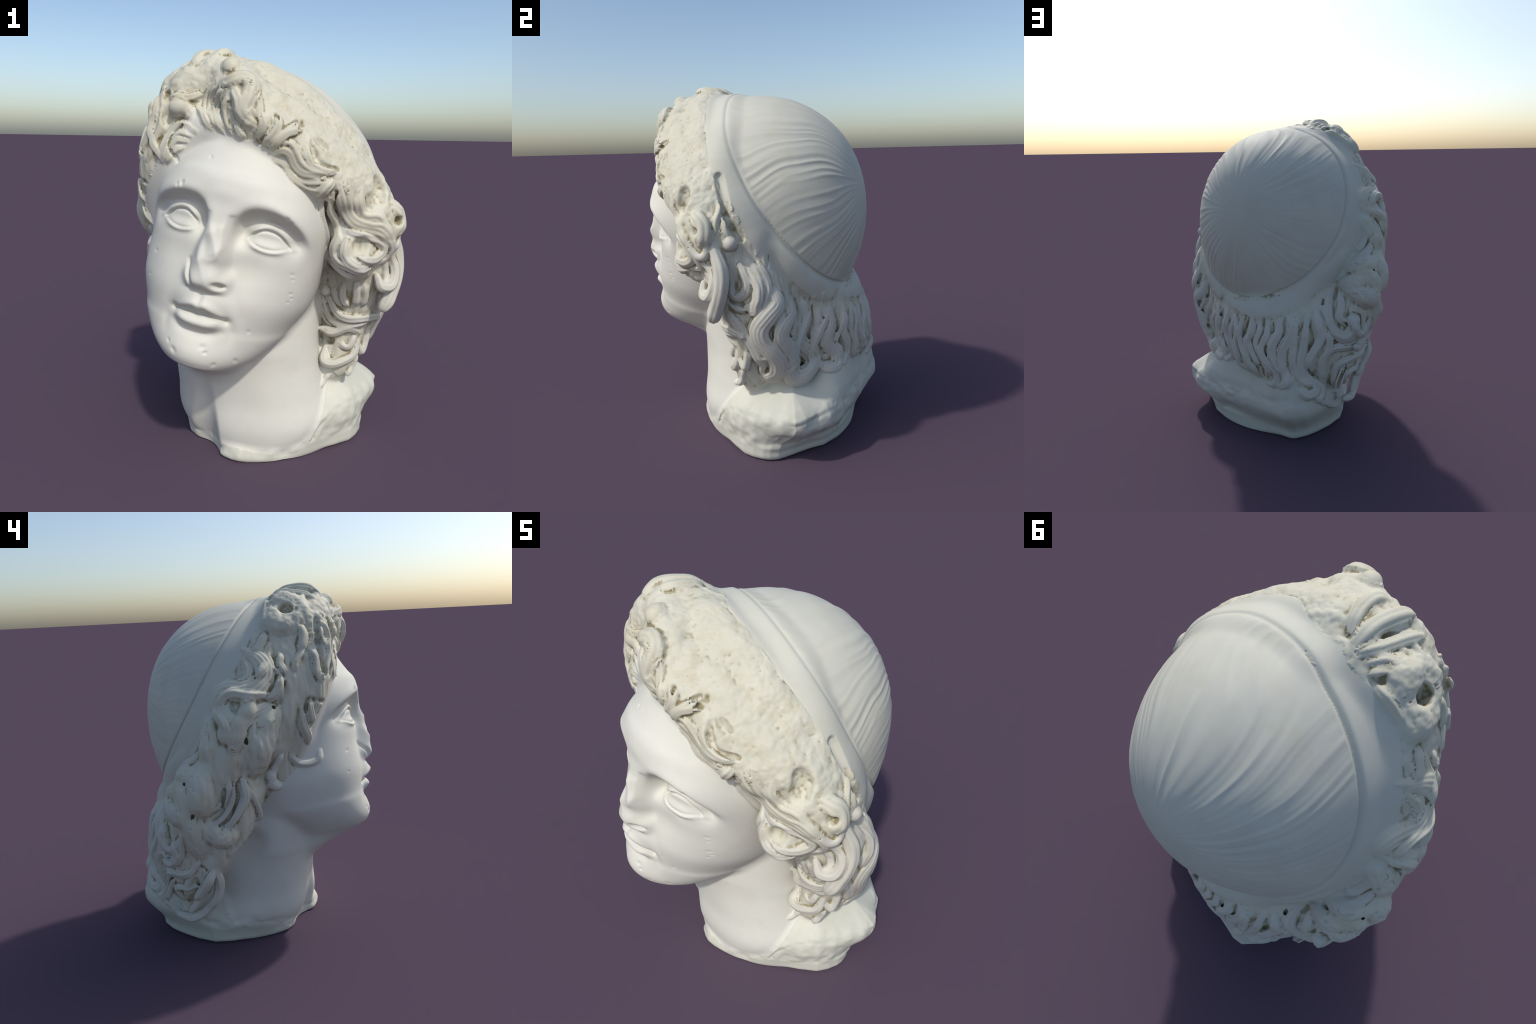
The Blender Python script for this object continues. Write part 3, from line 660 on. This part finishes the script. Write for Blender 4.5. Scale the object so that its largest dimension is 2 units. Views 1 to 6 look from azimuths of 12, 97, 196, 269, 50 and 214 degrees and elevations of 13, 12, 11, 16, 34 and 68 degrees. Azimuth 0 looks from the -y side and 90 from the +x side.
    ("nape_lock", 20, [(0.056, 0.582, 0.771), (0.064, 0.598, 0.697), (0.076, 0.603, 0.619), (0.032, 0.623, 0.536), (-0.008, 0.631, 0.481)]),
    ("nape_lock", 20, [(0.009, 0.593, 0.770), (0.001, 0.612, 0.707), (0.024, 0.619, 0.630), (-0.010, 0.633, 0.560), (-0.050, 0.641, 0.497), (-0.064, 0.638, 0.466), (-0.029, 0.626, 0.433)]),
    ("nape_lock", 22, [(-0.042, 0.596, 0.775), (-0.047, 0.619, 0.698), (-0.014, 0.629, 0.614), (-0.035, 0.638, 0.549), (-0.089, 0.641, 0.493), (-0.109, 0.637, 0.431), (-0.095, 0.643, 0.385), (-0.044, 0.627, 0.379)]),
    ("nape_lock", 24, [(-0.106, 0.592, 0.779), (-0.115, 0.615, 0.703), (-0.080, 0.631, 0.628), (-0.089, 0.639, 0.555), (-0.126, 0.639, 0.496), (-0.171, 0.640, 0.455), (-0.178, 0.664, 0.411), (-0.130, 0.658, 0.380)]),
    ("nape_lock", 26, [(-0.167, 0.582, 0.788), (-0.200, 0.595, 0.733), (-0.175, 0.616, 0.662), (-0.141, 0.632, 0.588), (-0.149, 0.637, 0.514), (-0.176, 0.628, 0.458)]),
    ("nape_lock", 26, [(-0.225, 0.571, 0.788), (-0.223, 0.597, 0.706), (-0.212, 0.615, 0.619), (-0.206, 0.626, 0.546), (-0.226, 0.616, 0.458), (-0.271, 0.616, 0.408), (-0.308, 0.580, 0.388), (-0.329, 0.575, 0.349), (-0.307, 0.611, 0.323), (-0.269, 0.642, 0.349), (-0.273, 0.627, 0.382)]),
    ("nape_lock", 24, [(-0.276, 0.548, 0.808), (-0.271, 0.580, 0.719), (-0.261, 0.602, 0.619), (-0.249, 0.614, 0.545), (-0.261, 0.607, 0.466), (-0.313, 0.571, 0.408), (-0.359, 0.537, 0.350), (-0.357, 0.563, 0.298), (-0.315, 0.612, 0.301)]),
    ("nape_lock", 26, [(-0.325, 0.520, 0.833), (-0.345, 0.542, 0.750), (-0.361, 0.550, 0.670), (-0.323, 0.581, 0.593), (-0.297, 0.598, 0.536), (-0.309, 0.585, 0.462)]),
    ("nape_lock", 24, [(-0.379, 0.529, 0.726), (-0.401, 0.527, 0.665), (-0.397, 0.539, 0.592), (-0.364, 0.564, 0.536), (-0.362, 0.551, 0.444), (-0.377, 0.509, 0.363)]),
    ("curl", 28, [(-0.393, 0.447, 0.931), (-0.385, 0.485, 0.850), (-0.397, 0.508, 0.766), (-0.441, 0.500, 0.690), (-0.506, 0.488, 0.668), (-0.547, 0.473, 0.720), (-0.539, 0.475, 0.766), (-0.518, 0.481, 0.759)]),
    ("curl", 24, [(-0.457, 0.430, 0.931), (-0.471, 0.464, 0.850), (-0.466, 0.479, 0.793), (-0.504, 0.484, 0.751)]),
    ("broad_lock", 28, [(-0.522, 0.423, 0.971), (-0.574, 0.430, 0.930), (-0.604, 0.428, 0.879)]),
    ("nape_lock", 22, [(-0.593, 0.445, 0.807), (-0.600, 0.426, 0.693), (-0.579, 0.428, 0.614), (-0.506, 0.486, 0.605), (-0.436, 0.511, 0.600), (-0.390, 0.545, 0.563), (-0.377, 0.553, 0.494), (-0.392, 0.513, 0.407)]),
    ("nape_lock", 22, [(-0.604, 0.316, 0.607), (-0.576, 0.388, 0.535), (-0.506, 0.476, 0.515), (-0.450, 0.498, 0.479), (-0.433, 0.485, 0.383), (-0.437, 0.463, 0.325)]),
    ("nape_lock", 18, [(-0.568, 0.315, 0.456), (-0.529, 0.426, 0.432), (-0.489, 0.460, 0.403), (-0.493, 0.427, 0.340)]),
    ("curl", 18, [(-0.380, 0.525, 0.299), (-0.392, 0.505, 0.234), (-0.430, 0.460, 0.200), (-0.463, 0.428, 0.221), (-0.446, 0.423, 0.275), (-0.421, 0.459, 0.289)]),
    ("nape_lock", 18, [(-0.620, 0.248, 0.551), (-0.616, 0.271, 0.493), (-0.584, 0.315, 0.425), (-0.559, 0.359, 0.382)]),
    ("tousled_lump", 27, [(-0.600, 0.034, 1.500), (-0.632, 0.014, 1.440), (-0.660, 0.038, 1.385)]),
    ("broad_lock", 28, [(-0.565, 0.209, 1.346), (-0.615, 0.217, 1.276), (-0.657, 0.226, 1.206)]),
    ("curl", 18, [(-0.586, 0.235, 1.270), (-0.562, 0.290, 1.198), (-0.527, 0.317, 1.169)]),
    ("curl", 18, [(-0.622, 0.266, 1.196), (-0.582, 0.319, 1.148), (-0.524, 0.350, 1.112)]),
    ("broad_lock", 22, [(-0.512, 0.369, 1.075), (-0.573, 0.362, 1.085), (-0.630, 0.321, 1.111)]),
    ("broad_lock", 26, [(-0.479, 0.404, 0.994), (-0.557, 0.405, 1.006), (-0.629, 0.372, 1.010), (-0.667, 0.346, 0.925)]),
    ("wavy_lock", 17, [(-0.480, 0.028, 1.681), (-0.543, -0.079, 1.618), (-0.608, -0.038, 1.570)]),
    ("crest_lock", 22, [(-0.105, -0.199, 1.954), (-0.092, -0.268, 1.968), (-0.101, -0.333, 1.971), (-0.135, -0.379, 1.956)]),
    ("crest_lock", 24, [(-0.142, -0.177, 1.952), (-0.160, -0.251, 1.964), (-0.194, -0.320, 1.964), (-0.223, -0.390, 1.936)]),
    ("crest_lock", 18, [(-0.161, -0.155, 1.944), (-0.205, -0.203, 1.949), (-0.255, -0.287, 1.936), (-0.289, -0.353, 1.915)]),
    ("crest_lock", 18, [(-0.205, -0.149, 1.936), (-0.249, -0.192, 1.934), (-0.298, -0.206, 1.913), (-0.342, -0.203, 1.886)]),
    ("crest_lock", 13, [(-0.229, -0.129, 1.922), (-0.262, -0.160, 1.925), (-0.306, -0.173, 1.908)]),
    ("crest_lock", 15, [(-0.249, -0.252, 1.934), (-0.295, -0.259, 1.911), (-0.347, -0.254, 1.875), (-0.372, -0.244, 1.853)]),
    ("crest_lock", 15, [(-0.280, -0.294, 1.924), (-0.334, -0.295, 1.889), (-0.392, -0.323, 1.827)]),
    ("crest_lock", 18, [(-0.268, -0.113, 1.902), (-0.312, -0.106, 1.882), (-0.357, -0.099, 1.853), (-0.399, -0.088, 1.818)]),
    ("hanging_lock", 24, [(0.690, -0.136, 1.186), (0.704, -0.102, 1.081), (0.711, -0.100, 1.002), (0.702, -0.118, 0.928), (0.677, -0.148, 0.849), (0.662, -0.166, 0.811)]),
    ("hanging_lock", 20, [(0.639, 0.020, 1.069), (0.656, 0.062, 0.989), (0.668, 0.069, 0.921), (0.657, 0.050, 0.860), (0.642, 0.007, 0.849)]),
    ("curl", 17, [(0.616, -0.215, 0.987), (0.640, -0.209, 0.932), (0.679, -0.176, 0.936), (0.692, -0.147, 0.992), (0.676, -0.150, 1.058), (0.666, -0.196, 1.102)]),
    ("curl", 13, [(0.641, -0.193, 1.059), (0.649, -0.161, 1.012), (0.652, -0.169, 0.958), (0.626, -0.195, 0.939)]),
    ("broken_edge", 15, [(0.657, -0.265, 1.235), (0.667, -0.237, 1.166), (0.686, -0.194, 1.131), (0.692, -0.166, 1.165), (0.689, -0.181, 1.255)]),
    ("curl", 17, [(0.368, -0.057, 0.539), (0.373, -0.102, 0.486), (0.416, -0.110, 0.473), (0.477, -0.096, 0.493), (0.525, -0.073, 0.528), (0.543, -0.065, 0.601)]),
    ("curl", 13, [(0.448, -0.094, 0.585), (0.494, -0.097, 0.573), (0.526, -0.086, 0.634)]),
    ("curl", 15, [(0.545, -0.055, 0.576), (0.563, -0.026, 0.526), (0.580, -0.007, 0.581), (0.584, -0.009, 0.659)]),
    ("curl", 17, [(0.358, -0.074, 0.649), (0.408, -0.099, 0.642), (0.498, -0.107, 0.676), (0.547, -0.073, 0.642)]),
    ("hanging_lock", 14, [(0.592, 0.026, 0.640), (0.602, 0.063, 0.602), (0.600, 0.120, 0.603)]),
    ("hanging_lock", 11, [(0.404, -0.075, 0.402), (0.374, -0.082, 0.358), (0.363, -0.116, 0.345)]),
    ("curl_ball", 32, [(0.659, -0.059, 1.192)]),
    ("ear", 24, [(0.363, -0.096, 0.863)]),
    ("hanging_lock", 18, [(0.456, -0.159, 0.916), (0.459, -0.146, 0.850), (0.479, -0.146, 0.812)]),
    ("hanging_lock", 15, [(0.519, -0.202, 0.944), (0.522, -0.177, 0.876), (0.520, -0.157, 0.823)]),
    ("hanging_lock", 15, [(0.406, -0.115, 0.884), (0.423, -0.115, 0.837), (0.449, -0.128, 0.803)]),
    ("hanging_lock", 14, [(0.559, -0.196, 0.934), (0.562, -0.171, 0.874), (0.554, -0.150, 0.819)]),
    ("ear", 25, [(-0.540, -0.083, 1.056), (-0.523, -0.085, 1.006), (-0.514, -0.114, 0.982)]),
    ("ear", 15, [(-0.556, -0.136, 1.148), (-0.547, -0.110, 1.109), (-0.538, -0.087, 1.056)]),
    ("headband", 40, [(0.337, 0.432, 0.860), (0.392, 0.363, 0.896), (0.463, 0.290, 0.955), (0.528, 0.196, 1.063), (0.579, 0.115, 1.188)]),
    ("headband", 44, [(-0.518, 0.305, 1.221), (-0.451, 0.385, 1.111), (-0.326, 0.467, 0.985), (-0.178, 0.533, 0.887), (-0.001, 0.568, 0.834), (0.192, 0.506, 0.838), (0.355, 0.400, 0.892)]),
]
HOLLOWS = [
    ("hollow", 30, [(-0.385, -0.198, 1.848)]),
    ("hollow", 10, [(-0.344, -0.421, 1.798), (-0.341, -0.433, 1.741), (-0.341, -0.430, 1.676)]),
    ("groove", 14, [(-0.397, -0.349, 1.811), (-0.444, -0.352, 1.712), (-0.476, -0.360, 1.613), (-0.485, -0.373, 1.546)]),
    ("groove", 7, [(-0.252, -0.452, 1.664), (-0.318, -0.450, 1.584), (-0.278, -0.465, 1.507)]),
    ("groove", 8, [(-0.566, -0.171, 1.520), (-0.583, -0.167, 1.456), (-0.597, -0.132, 1.421)]),
    ("groove", 8, [(-0.470, -0.385, 1.399), (-0.526, -0.319, 1.423), (-0.536, -0.284, 1.426), (-0.539, -0.271, 1.370)]),
    ("groove", 8, [(-0.601, -0.108, 1.406), (-0.607, -0.052, 1.388), (-0.636, -0.001, 1.379)]),
    ("hollow", 26, [(0.593, -0.285, 1.434), (0.605, -0.292, 1.396), (0.600, -0.308, 1.361)]),
    ("hollow", 14, [(0.685, -0.211, 1.254)]),
    ("groove", 20, [(0.573, -0.119, 1.505), (0.623, -0.088, 1.400), (0.649, -0.065, 1.310), (0.638, -0.011, 1.215)]),
    ("groove", 9, [(0.273, -0.455, 1.682), (0.268, -0.487, 1.656)]),
    ("groove", 9, [(0.316, -0.487, 1.582), (0.334, -0.499, 1.524)]),
    ("groove", 7, [(0.341, -0.447, 1.613), (0.373, -0.436, 1.582)]),
    ("hollow", 32, [(0.536, -0.357, 1.153)]),
    ("hollow", 20, [(0.366, -0.197, 0.997), (0.361, -0.160, 0.948)]),
    ("hollow", 22, [(0.381, -0.046, 0.610), (0.391, -0.061, 0.592)]),
    ("groove", 7, [(0.313, -0.480, 1.606), (0.328, -0.488, 1.557), (0.354, -0.483, 1.516), (0.395, -0.463, 1.496), (0.423, -0.440, 1.491)]),
    ("groove", 6, [(0.323, -0.465, 1.614), (0.362, -0.455, 1.573)]),
    ("groove", 7, [(0.254, -0.472, 1.686), (0.232, -0.514, 1.661)]),
    ("groove", 6, [(0.170, -0.527, 1.707), (0.178, -0.540, 1.671)]),
    ("groove", 8, [(0.487, -0.365, 1.340), (0.501, -0.337, 1.306), (0.542, -0.323, 1.283), (0.604, -0.306, 1.279)]),
    ("groove", 7, [(0.419, -0.436, 1.397), (0.418, -0.371, 1.324), (0.455, -0.339, 1.249)]),
    ("groove", 7, [(0.376, -0.410, 1.354), (0.378, -0.357, 1.298), (0.409, -0.320, 1.253)]),
    ("groove", 8, [(0.489, 0.236, 0.871), (0.493, 0.236, 0.801), (0.581, 0.204, 0.746), (0.561, 0.214, 0.675), (0.516, 0.235, 0.599), (0.474, 0.282, 0.509)]),
    ("groove", 7, [(0.428, 0.321, 0.820), (0.425, 0.320, 0.747), (0.428, 0.297, 0.674), (0.400, 0.312, 0.575)]),
    ("groove", 7, [(0.577, 0.183, 0.927), (0.584, 0.189, 0.886), (0.623, 0.162, 0.848)]),
    ("groove", 7, [(0.630, 0.136, 0.738), (0.612, 0.151, 0.681), (0.579, 0.177, 0.610)]),
    ("groove", 7, [(0.381, 0.377, 0.740), (0.391, 0.344, 0.627), (0.371, 0.350, 0.550)]),
    ("groove", 7, [(0.317, 0.442, 0.760), (0.308, 0.452, 0.689), (0.307, 0.448, 0.632), (0.276, 0.469, 0.558), (0.257, 0.463, 0.478)]),
    ("groove", 6, [(0.343, 0.402, 0.596), (0.294, 0.449, 0.543)]),
    ("groove", 8, [(0.637, -0.068, 0.899), (0.640, -0.014, 0.888), (0.649, 0.028, 0.848), (0.656, 0.077, 0.894)]),
    ("groove", 7, [(0.310, 0.447, 0.766), (0.362, 0.395, 0.645), (0.369, 0.346, 0.515)]),
    ("groove", 7, [(0.082, 0.576, 0.767), (0.123, 0.580, 0.654)]),
    ("groove", 7, [(-0.081, 0.602, 0.757), (-0.086, 0.620, 0.687), (-0.042, 0.635, 0.595), (-0.066, 0.642, 0.507)]),
    ("groove", 7, [(-0.149, 0.585, 0.787), (-0.148, 0.613, 0.697), (-0.096, 0.635, 0.593)]),
    ("groove", 7, [(-0.294, 0.564, 0.746), (-0.314, 0.574, 0.667), (-0.302, 0.587, 0.617)]),
    ("groove", 8, [(-0.362, 0.482, 0.885), (-0.374, 0.523, 0.761), (-0.406, 0.513, 0.722)]),
    ("groove", 8, [(-0.317, 0.587, 0.557), (-0.290, 0.601, 0.505), (-0.315, 0.576, 0.435)]),
    ("groove", 7, [(0.054, 0.614, 0.555), (-0.008, 0.631, 0.481), (-0.019, 0.619, 0.421)]),
    ("groove", 8, [(-0.344, 0.575, 0.531), (-0.350, 0.566, 0.473)]),
    ("groove", 7, [(-0.199, 0.623, 0.583), (-0.189, 0.630, 0.538)]),
    ("groove", 8, [(-0.486, 0.388, 1.029), (-0.553, 0.391, 1.036)]),
    ("groove", 8, [(-0.421, 0.513, 0.662), (-0.409, 0.528, 0.605)]),
    ("groove", 8, [(-0.519, 0.482, 0.744), (-0.539, 0.475, 0.766)]),
    ("groove", 9, [(-0.680, 0.152, 1.026), (-0.664, 0.172, 0.941), (-0.667, 0.232, 0.885)]),
    ("groove", 8, [(-0.659, 0.089, 1.052), (-0.661, 0.102, 0.950), (-0.663, 0.149, 0.864), (-0.650, 0.223, 0.825)]),
    ("groove", 9, [(-0.658, 0.163, 0.771), (-0.650, 0.207, 0.755)]),
    ("groove", 8, [(-0.639, 0.347, 1.052), (-0.675, 0.320, 0.997)]),
    ("groove", 8, [(-0.660, 0.349, 0.837), (-0.677, 0.313, 0.909)]),
    ("groove", 8, [(-0.497, 0.500, 0.753), (-0.550, 0.472, 0.742)]),
    ("groove", 9, [(-0.602, 0.303, 0.579), (-0.608, 0.274, 0.563)]),
    ("groove", 8, [(-0.576, 0.341, 0.501), (-0.537, 0.321, 0.411), (-0.536, 0.370, 0.370)]),
    ("groove", 8, [(-0.516, 0.433, 0.388), (-0.541, 0.403, 0.435)]),
    ("groove", 8, [(-0.511, 0.470, 0.500), (-0.474, 0.515, 0.396), (-0.461, 0.539, 0.328)]),
    ("groove", 10, [(-0.666, 0.036, 1.270), (-0.640, 0.005, 1.213)]),
]
# ---------------------------------------------------------------- Blender side
import bpy


def relax(v, q, amount):
    s = np.zeros_like(v)
    n = np.zeros(len(v))
    for i in range(4):
        for j in (1, 3):
            a, b = q[:, i], q[:, (i + j) % 4]
            for c in range(3):
                s[:, c] += np.bincount(a, v[b, c], len(v))
            n += np.bincount(a, minlength=len(v))
    return v + amount * (s / n[:, None] - v)


def normals(v, q):
    fn = np.cross(v[q[:, 2]] - v[q[:, 0]], v[q[:, 3]] - v[q[:, 1]])
    n = np.zeros_like(v)
    for i in range(4):
        for c in range(3):
            n[:, c] += np.bincount(q[:, i], fn[:, c], len(v))
    return n / (np.linalg.norm(n, axis=1)[:, None] + 1e-12)


def fine_relief(v, n, lab):
    """Combed strands on the cap, pitted stone on the broken places."""
    noise = Noise(3)
    h = np.zeros(len(v))
    # strands fan out from the whorl at the back of the crown
    s, inner, outer = band_edges(*v.T)
    cap = (lab == CAP) * ramp(s, inner + 0.008, inner + 0.03)
    axis = unit(WHORL - SKULL_MID)
    a1 = unit(np.cross(axis, [0, 0, 1]))
    a2 = np.cross(axis, a1)
    d = v - SKULL_MID
    d /= np.linalg.norm(d, axis=1)[:, None]
    rho = np.arccos(np.clip(d @ axis, -1, 1))
    th = np.arctan2(d @ a2, d @ a1) + 0.14 * np.sin(2.6 * rho) + 0.12 * noise(v * 4.5)
    broad = noise(np.column_stack([np.cos(th) * 11, np.sin(th) * 11, rho * 1.3]))
    fine = noise(np.column_stack([np.cos(th) * 25, np.sin(th) * 25, rho * 1.8]) + 9)
    big_side = ramp(v[:, 0], -0.3, 0.2)
    wave = (0.0014 + 0.0024 * big_side) * (1 - 2.2 * np.abs(broad)) + 0.0017 * fine
    h += cap * wave * ramp(rho, 0.05, 0.7) * (0.35 + 0.5 * (noise(v * 4 + 20) + 0.6).clip(0, 1.4))
    # worn, chipped slab of hair on the left
    bed = (lab == HAIR) | ((lab == CAP) & (s < outer))
    slab = bed * ramp(outer - s, -0.01, 0.02) * ramp(v @ unit([0.63, -0.45, 0.64]), 0.80, 1.0) * ramp(v[:, 2], 1.15, 1.3)
    h += slab * (0.006 * noise(v * 20, 3) + 0.004 * noise(v * 9 + 3))
    h += (bed * (1 - slab)) * 0.006 * noise(v * np.array([30, 30, 9]), 2)
    # broken rim and ground-off foot
    x, y, z = v.T
    rim_z = rim_height(x, y)
    near_rim = np.exp(-((z - rim_z) / 0.035) ** 2) * ((lab == BASE) | (lab == NECK)) * (z < 0.34)
    h += near_rim * (0.010 * noise(v * 9, 3) - 0.004)
    broken = (lab == BASE) * ramp(z, 0.07, 0.10) * (1 - ramp(z - rim_z, -0.02, 0.01)) * ramp(x, 0.0, 0.2)
    h += broken * (0.012 * noise(v * 8 + 2, 3) - 0.006)
    h += (lab == BASE) * 0.003 * noise(v * 7 + 5, 2)
    return h


def build_mesh():
    F = Field(VOXEL)
    build_base(F)
    build_locks(F)
    F.f[:, :, : int(round(-LOW[2] / VOXEL))] = 0.3
    v, q, lab = F.mesh()
    for _ in range(2):
        v = relax(v, q, 0.5)
        v = relax(v, q, -0.5)
    n = normals(v, q)
    v = v + n * fine_relief(v, n, lab)[:, None]
    v[:, 2] = np.maximum(v[:, 2], 0.0)
    n = normals(v, q)
    soft = v
    for _ in range(8):
        soft = relax(soft, q, 0.6)
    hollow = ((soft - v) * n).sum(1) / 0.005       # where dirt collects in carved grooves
    return v, q, lab, n, hollow


# ---------------------------------------------------------------- materials
def stone(name, light, dark, stain, stain_amount, bump, grain=9.0, dirt=0.0):
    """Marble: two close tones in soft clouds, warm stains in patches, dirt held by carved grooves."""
    m = bpy.data.materials.new(name)
    m.use_nodes = True
    t = m.node_tree
    t.nodes.clear()
    N = lambda kind, **kw: _node(t, kind, **kw)
    out, bsdf, co = N("ShaderNodeOutputMaterial"), N("ShaderNodeBsdfPrincipled"), N("ShaderNodeTexCoord")
    L = t.links.new
    L(bsdf.outputs[0], out.inputs[0])

    def noise(scale, detail, rough=0.6):
        n = N("ShaderNodeTexNoise")
        n.inputs["Scale"].default_value, n.inputs["Detail"].default_value, n.inputs["Roughness"].default_value = scale, detail, rough
        L(co.outputs["Object"], n.inputs["Vector"])
        return n

    def ramp_node(src, lo, hi):
        r = N("ShaderNodeMapRange")
        r.interpolation_type = "SMOOTHSTEP"
        r.inputs["From Min"].default_value, r.inputs["From Max"].default_value = lo, hi
        L(src, r.inputs["Value"])
        return r.outputs["Result"]

    def mix(fac, a, b):
        x = N("ShaderNodeMix", data_type="RGBA")
        L(fac, x.inputs["Factor"])
        for s, c in (("A", a), ("B", b)):
            sock = [i for i in x.inputs if i.name == s and i.type == "RGBA"][0]
            if isinstance(c, tuple):
                sock.default_value = (*c, 1)
            else:
                L(c, sock)
        return [o for o in x.outputs if o.type == "RGBA"][0]

    def scaled(src, k):
        x = N("ShaderNodeMath", operation="MULTIPLY")
        L(src, x.inputs[0])
        x.inputs[1].default_value = k
        return x.outputs[0]

    col = mix(ramp_node(noise(4.0, 5).outputs["Fac"], 0.38, 0.66), light, dark)
    col = mix(scaled(ramp_node(noise(grain, 6, 0.65).outputs["Fac"], 0.48, 0.70), stain_amount), col, stain)
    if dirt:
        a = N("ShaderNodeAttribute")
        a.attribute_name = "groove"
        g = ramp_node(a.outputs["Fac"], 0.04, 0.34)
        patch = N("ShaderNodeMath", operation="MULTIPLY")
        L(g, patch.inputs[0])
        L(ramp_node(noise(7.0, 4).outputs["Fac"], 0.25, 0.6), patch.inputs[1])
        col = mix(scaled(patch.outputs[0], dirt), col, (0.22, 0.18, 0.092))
    L(col, bsdf.inputs["Base Color"])
    bsdf.inputs["Roughness"].default_value = 0.62
    bsdf.inputs["Specular IOR Level"].default_value = 0.3
    b = N("ShaderNodeBump")
    b.inputs["Strength"].default_value, b.inputs["Distance"].default_value = bump, 0.004
    L(noise(60.0, 6).outputs["Fac"], b.inputs["Height"])
    L(b.outputs[0], bsdf.inputs["Normal"])
    return m


def _node(tree, kind, **kw):
    n = tree.nodes.new(kind)
    for k, w in kw.items():
        setattr(n, k, w)
    return n


# ---------------------------------------------------------------- cut the carved surface into its parts
PART_NAMES = ["pedestal", "neck", "face", "crown_hair", "headband", "hair_mass", "eye", "nose", "mouth", "chin", "ear"]
PEDESTAL, NECK_P, FACE_P, CROWN, BAND_P, MASS, EYE_P, NOSE_P, MOUTH_P, CHIN_P, EAR_P = range(11)


def part_of(v, lab):
    """Part number of every point; locks follow from 100 on."""
    s, inner, outer = band_edges(*v.T)
    p = np.full(len(v), MASS)
    p[lab == BASE] = PEDESTAL
    p[(lab == NECK)] = NECK_P
    p[(lab == NECK) & (v[:, 2] < rim_height(v[:, 0], v[:, 1]) - 0.01)] = PEDESTAL
    crown = lab == CAP
    p[crown & (s >= inner + 0.004)] = CROWN
    p[crown & (s < inner + 0.004) & (s > outer)] = BAND_P
    x, y, z = to_face(*v.T)
    ax, face = np.abs(x), lab == FACE
    p[face] = FACE_P
    front = face & (y < 0.12)
    ex = eye_side(x)
    p[front & (((ex - 0.203) / 0.105) ** 2 + ((z - 0.008) / 0.062) ** 2 < 1)] = EYE_P
    p[front & (z > -0.262) & (z < 0.06) & (ax < 0.075 + 0.12 * np.clip(-z - 0.05, 0, 0.17))] = NOSE_P
    p[front & ((x / 0.14) ** 2 + ((z + 0.372) / 0.068) ** 2 < 1)] = MOUTH_P
    p[front & (z < -0.47) & (ax < 0.15)] = CHIN_P
    p[lab == EAR] = EAR_P
    locks = lab >= LOCK
    p[locks] = lab[locks]
    p[lab == BAND] = BAND_P
    return p


def make_part(name, v, q, n, hollow, material, parent):
    used = np.unique(q)
    back = np.full(len(v), -1, np.int64)
    back[used] = np.arange(len(used))
    me = bpy.data.meshes.new(name)
    me.vertices.add(len(used))
    me.vertices.foreach_set("co", v[used].astype(np.float32).ravel())
    me.loops.add(q.size)
    me.loops.foreach_set("vertex_index", back[q].astype(np.int32).ravel())
    me.polygons.add(len(q))
    me.polygons.foreach_set("loop_start", np.arange(0, q.size, 4, dtype=np.int32))
    me.update(calc_edges=True)
    me.validate()
    me.shade_smooth()
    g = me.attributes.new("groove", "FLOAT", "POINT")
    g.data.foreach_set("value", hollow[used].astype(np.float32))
    me.normals_split_custom_set_from_vertices(n[used].tolist())
    me.materials.append(material)
    ob = bpy.data.objects.new(name, me)
    ob.parent = parent
    bpy.context.collection.objects.link(ob)
    return ob


def main():
    v, q, lab, n, hollow = build_mesh()
    skin = stone("polished_marble", (0.615, 0.608, 0.540), (0.585, 0.580, 0.517), (0.57, 0.55, 0.46), 0.35, 0.03)
    cap = stone("combed_marble", (0.550, 0.545, 0.460), (0.515, 0.512, 0.440), (0.50, 0.475, 0.36), 0.35, 0.05)
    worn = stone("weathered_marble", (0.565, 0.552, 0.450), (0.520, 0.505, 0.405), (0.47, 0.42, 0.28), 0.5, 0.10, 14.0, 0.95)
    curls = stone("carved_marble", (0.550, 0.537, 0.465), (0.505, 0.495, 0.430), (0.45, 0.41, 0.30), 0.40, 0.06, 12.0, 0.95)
    plaster = stone("plaster_marble", (0.545, 0.545, 0.465), (0.510, 0.510, 0.435), (0.48, 0.46, 0.365), 0.35, 0.06)
    top = bpy.data.objects.new("marble_head", None)
    bpy.context.collection.objects.link(top)
    top["label"] = "broken white marble portrait head with curly hair and headband"
    top["category"] = "statue head"
    part = part_of(v, lab)
    fp = part[q]
    # each face goes to the part most of its corners name
    owner = np.where((fp[:, 0] == fp[:, 1]) | (fp[:, 0] == fp[:, 2]) | (fp[:, 0] == fp[:, 3]), fp[:, 0], fp[:, 1])
    count = np.bincount(owner, minlength=LOCK + len(LOCKS))
    for i in range(len(LOCKS)):
        if 0 < count[LOCK + i] < 60:
            owner[owner == LOCK + i] = MASS
    made = {}
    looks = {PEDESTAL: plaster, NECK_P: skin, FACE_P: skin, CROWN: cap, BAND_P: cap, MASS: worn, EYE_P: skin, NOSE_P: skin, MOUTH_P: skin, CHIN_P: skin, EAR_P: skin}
    for k in range(11):
        f = owner == k
        if f.any():
            holder = made[FACE_P] if k in (EYE_P, NOSE_P, MOUTH_P, CHIN_P) else top
            halves = [f]
            if k in (EYE_P, EAR_P):                     # a pair: left and right are things of their own
                left = to_face(*v[q[:, 0]].T)[0] > 0
                halves = [f & left, f & ~left]
            for g in halves:
                if g.any():
                    made[k] = make_part(PART_NAMES[k], v, q[g], n, hollow, looks[k], holder)
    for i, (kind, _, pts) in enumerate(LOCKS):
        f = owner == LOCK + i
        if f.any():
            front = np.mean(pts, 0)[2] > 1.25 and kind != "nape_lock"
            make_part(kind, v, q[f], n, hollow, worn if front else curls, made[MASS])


main()
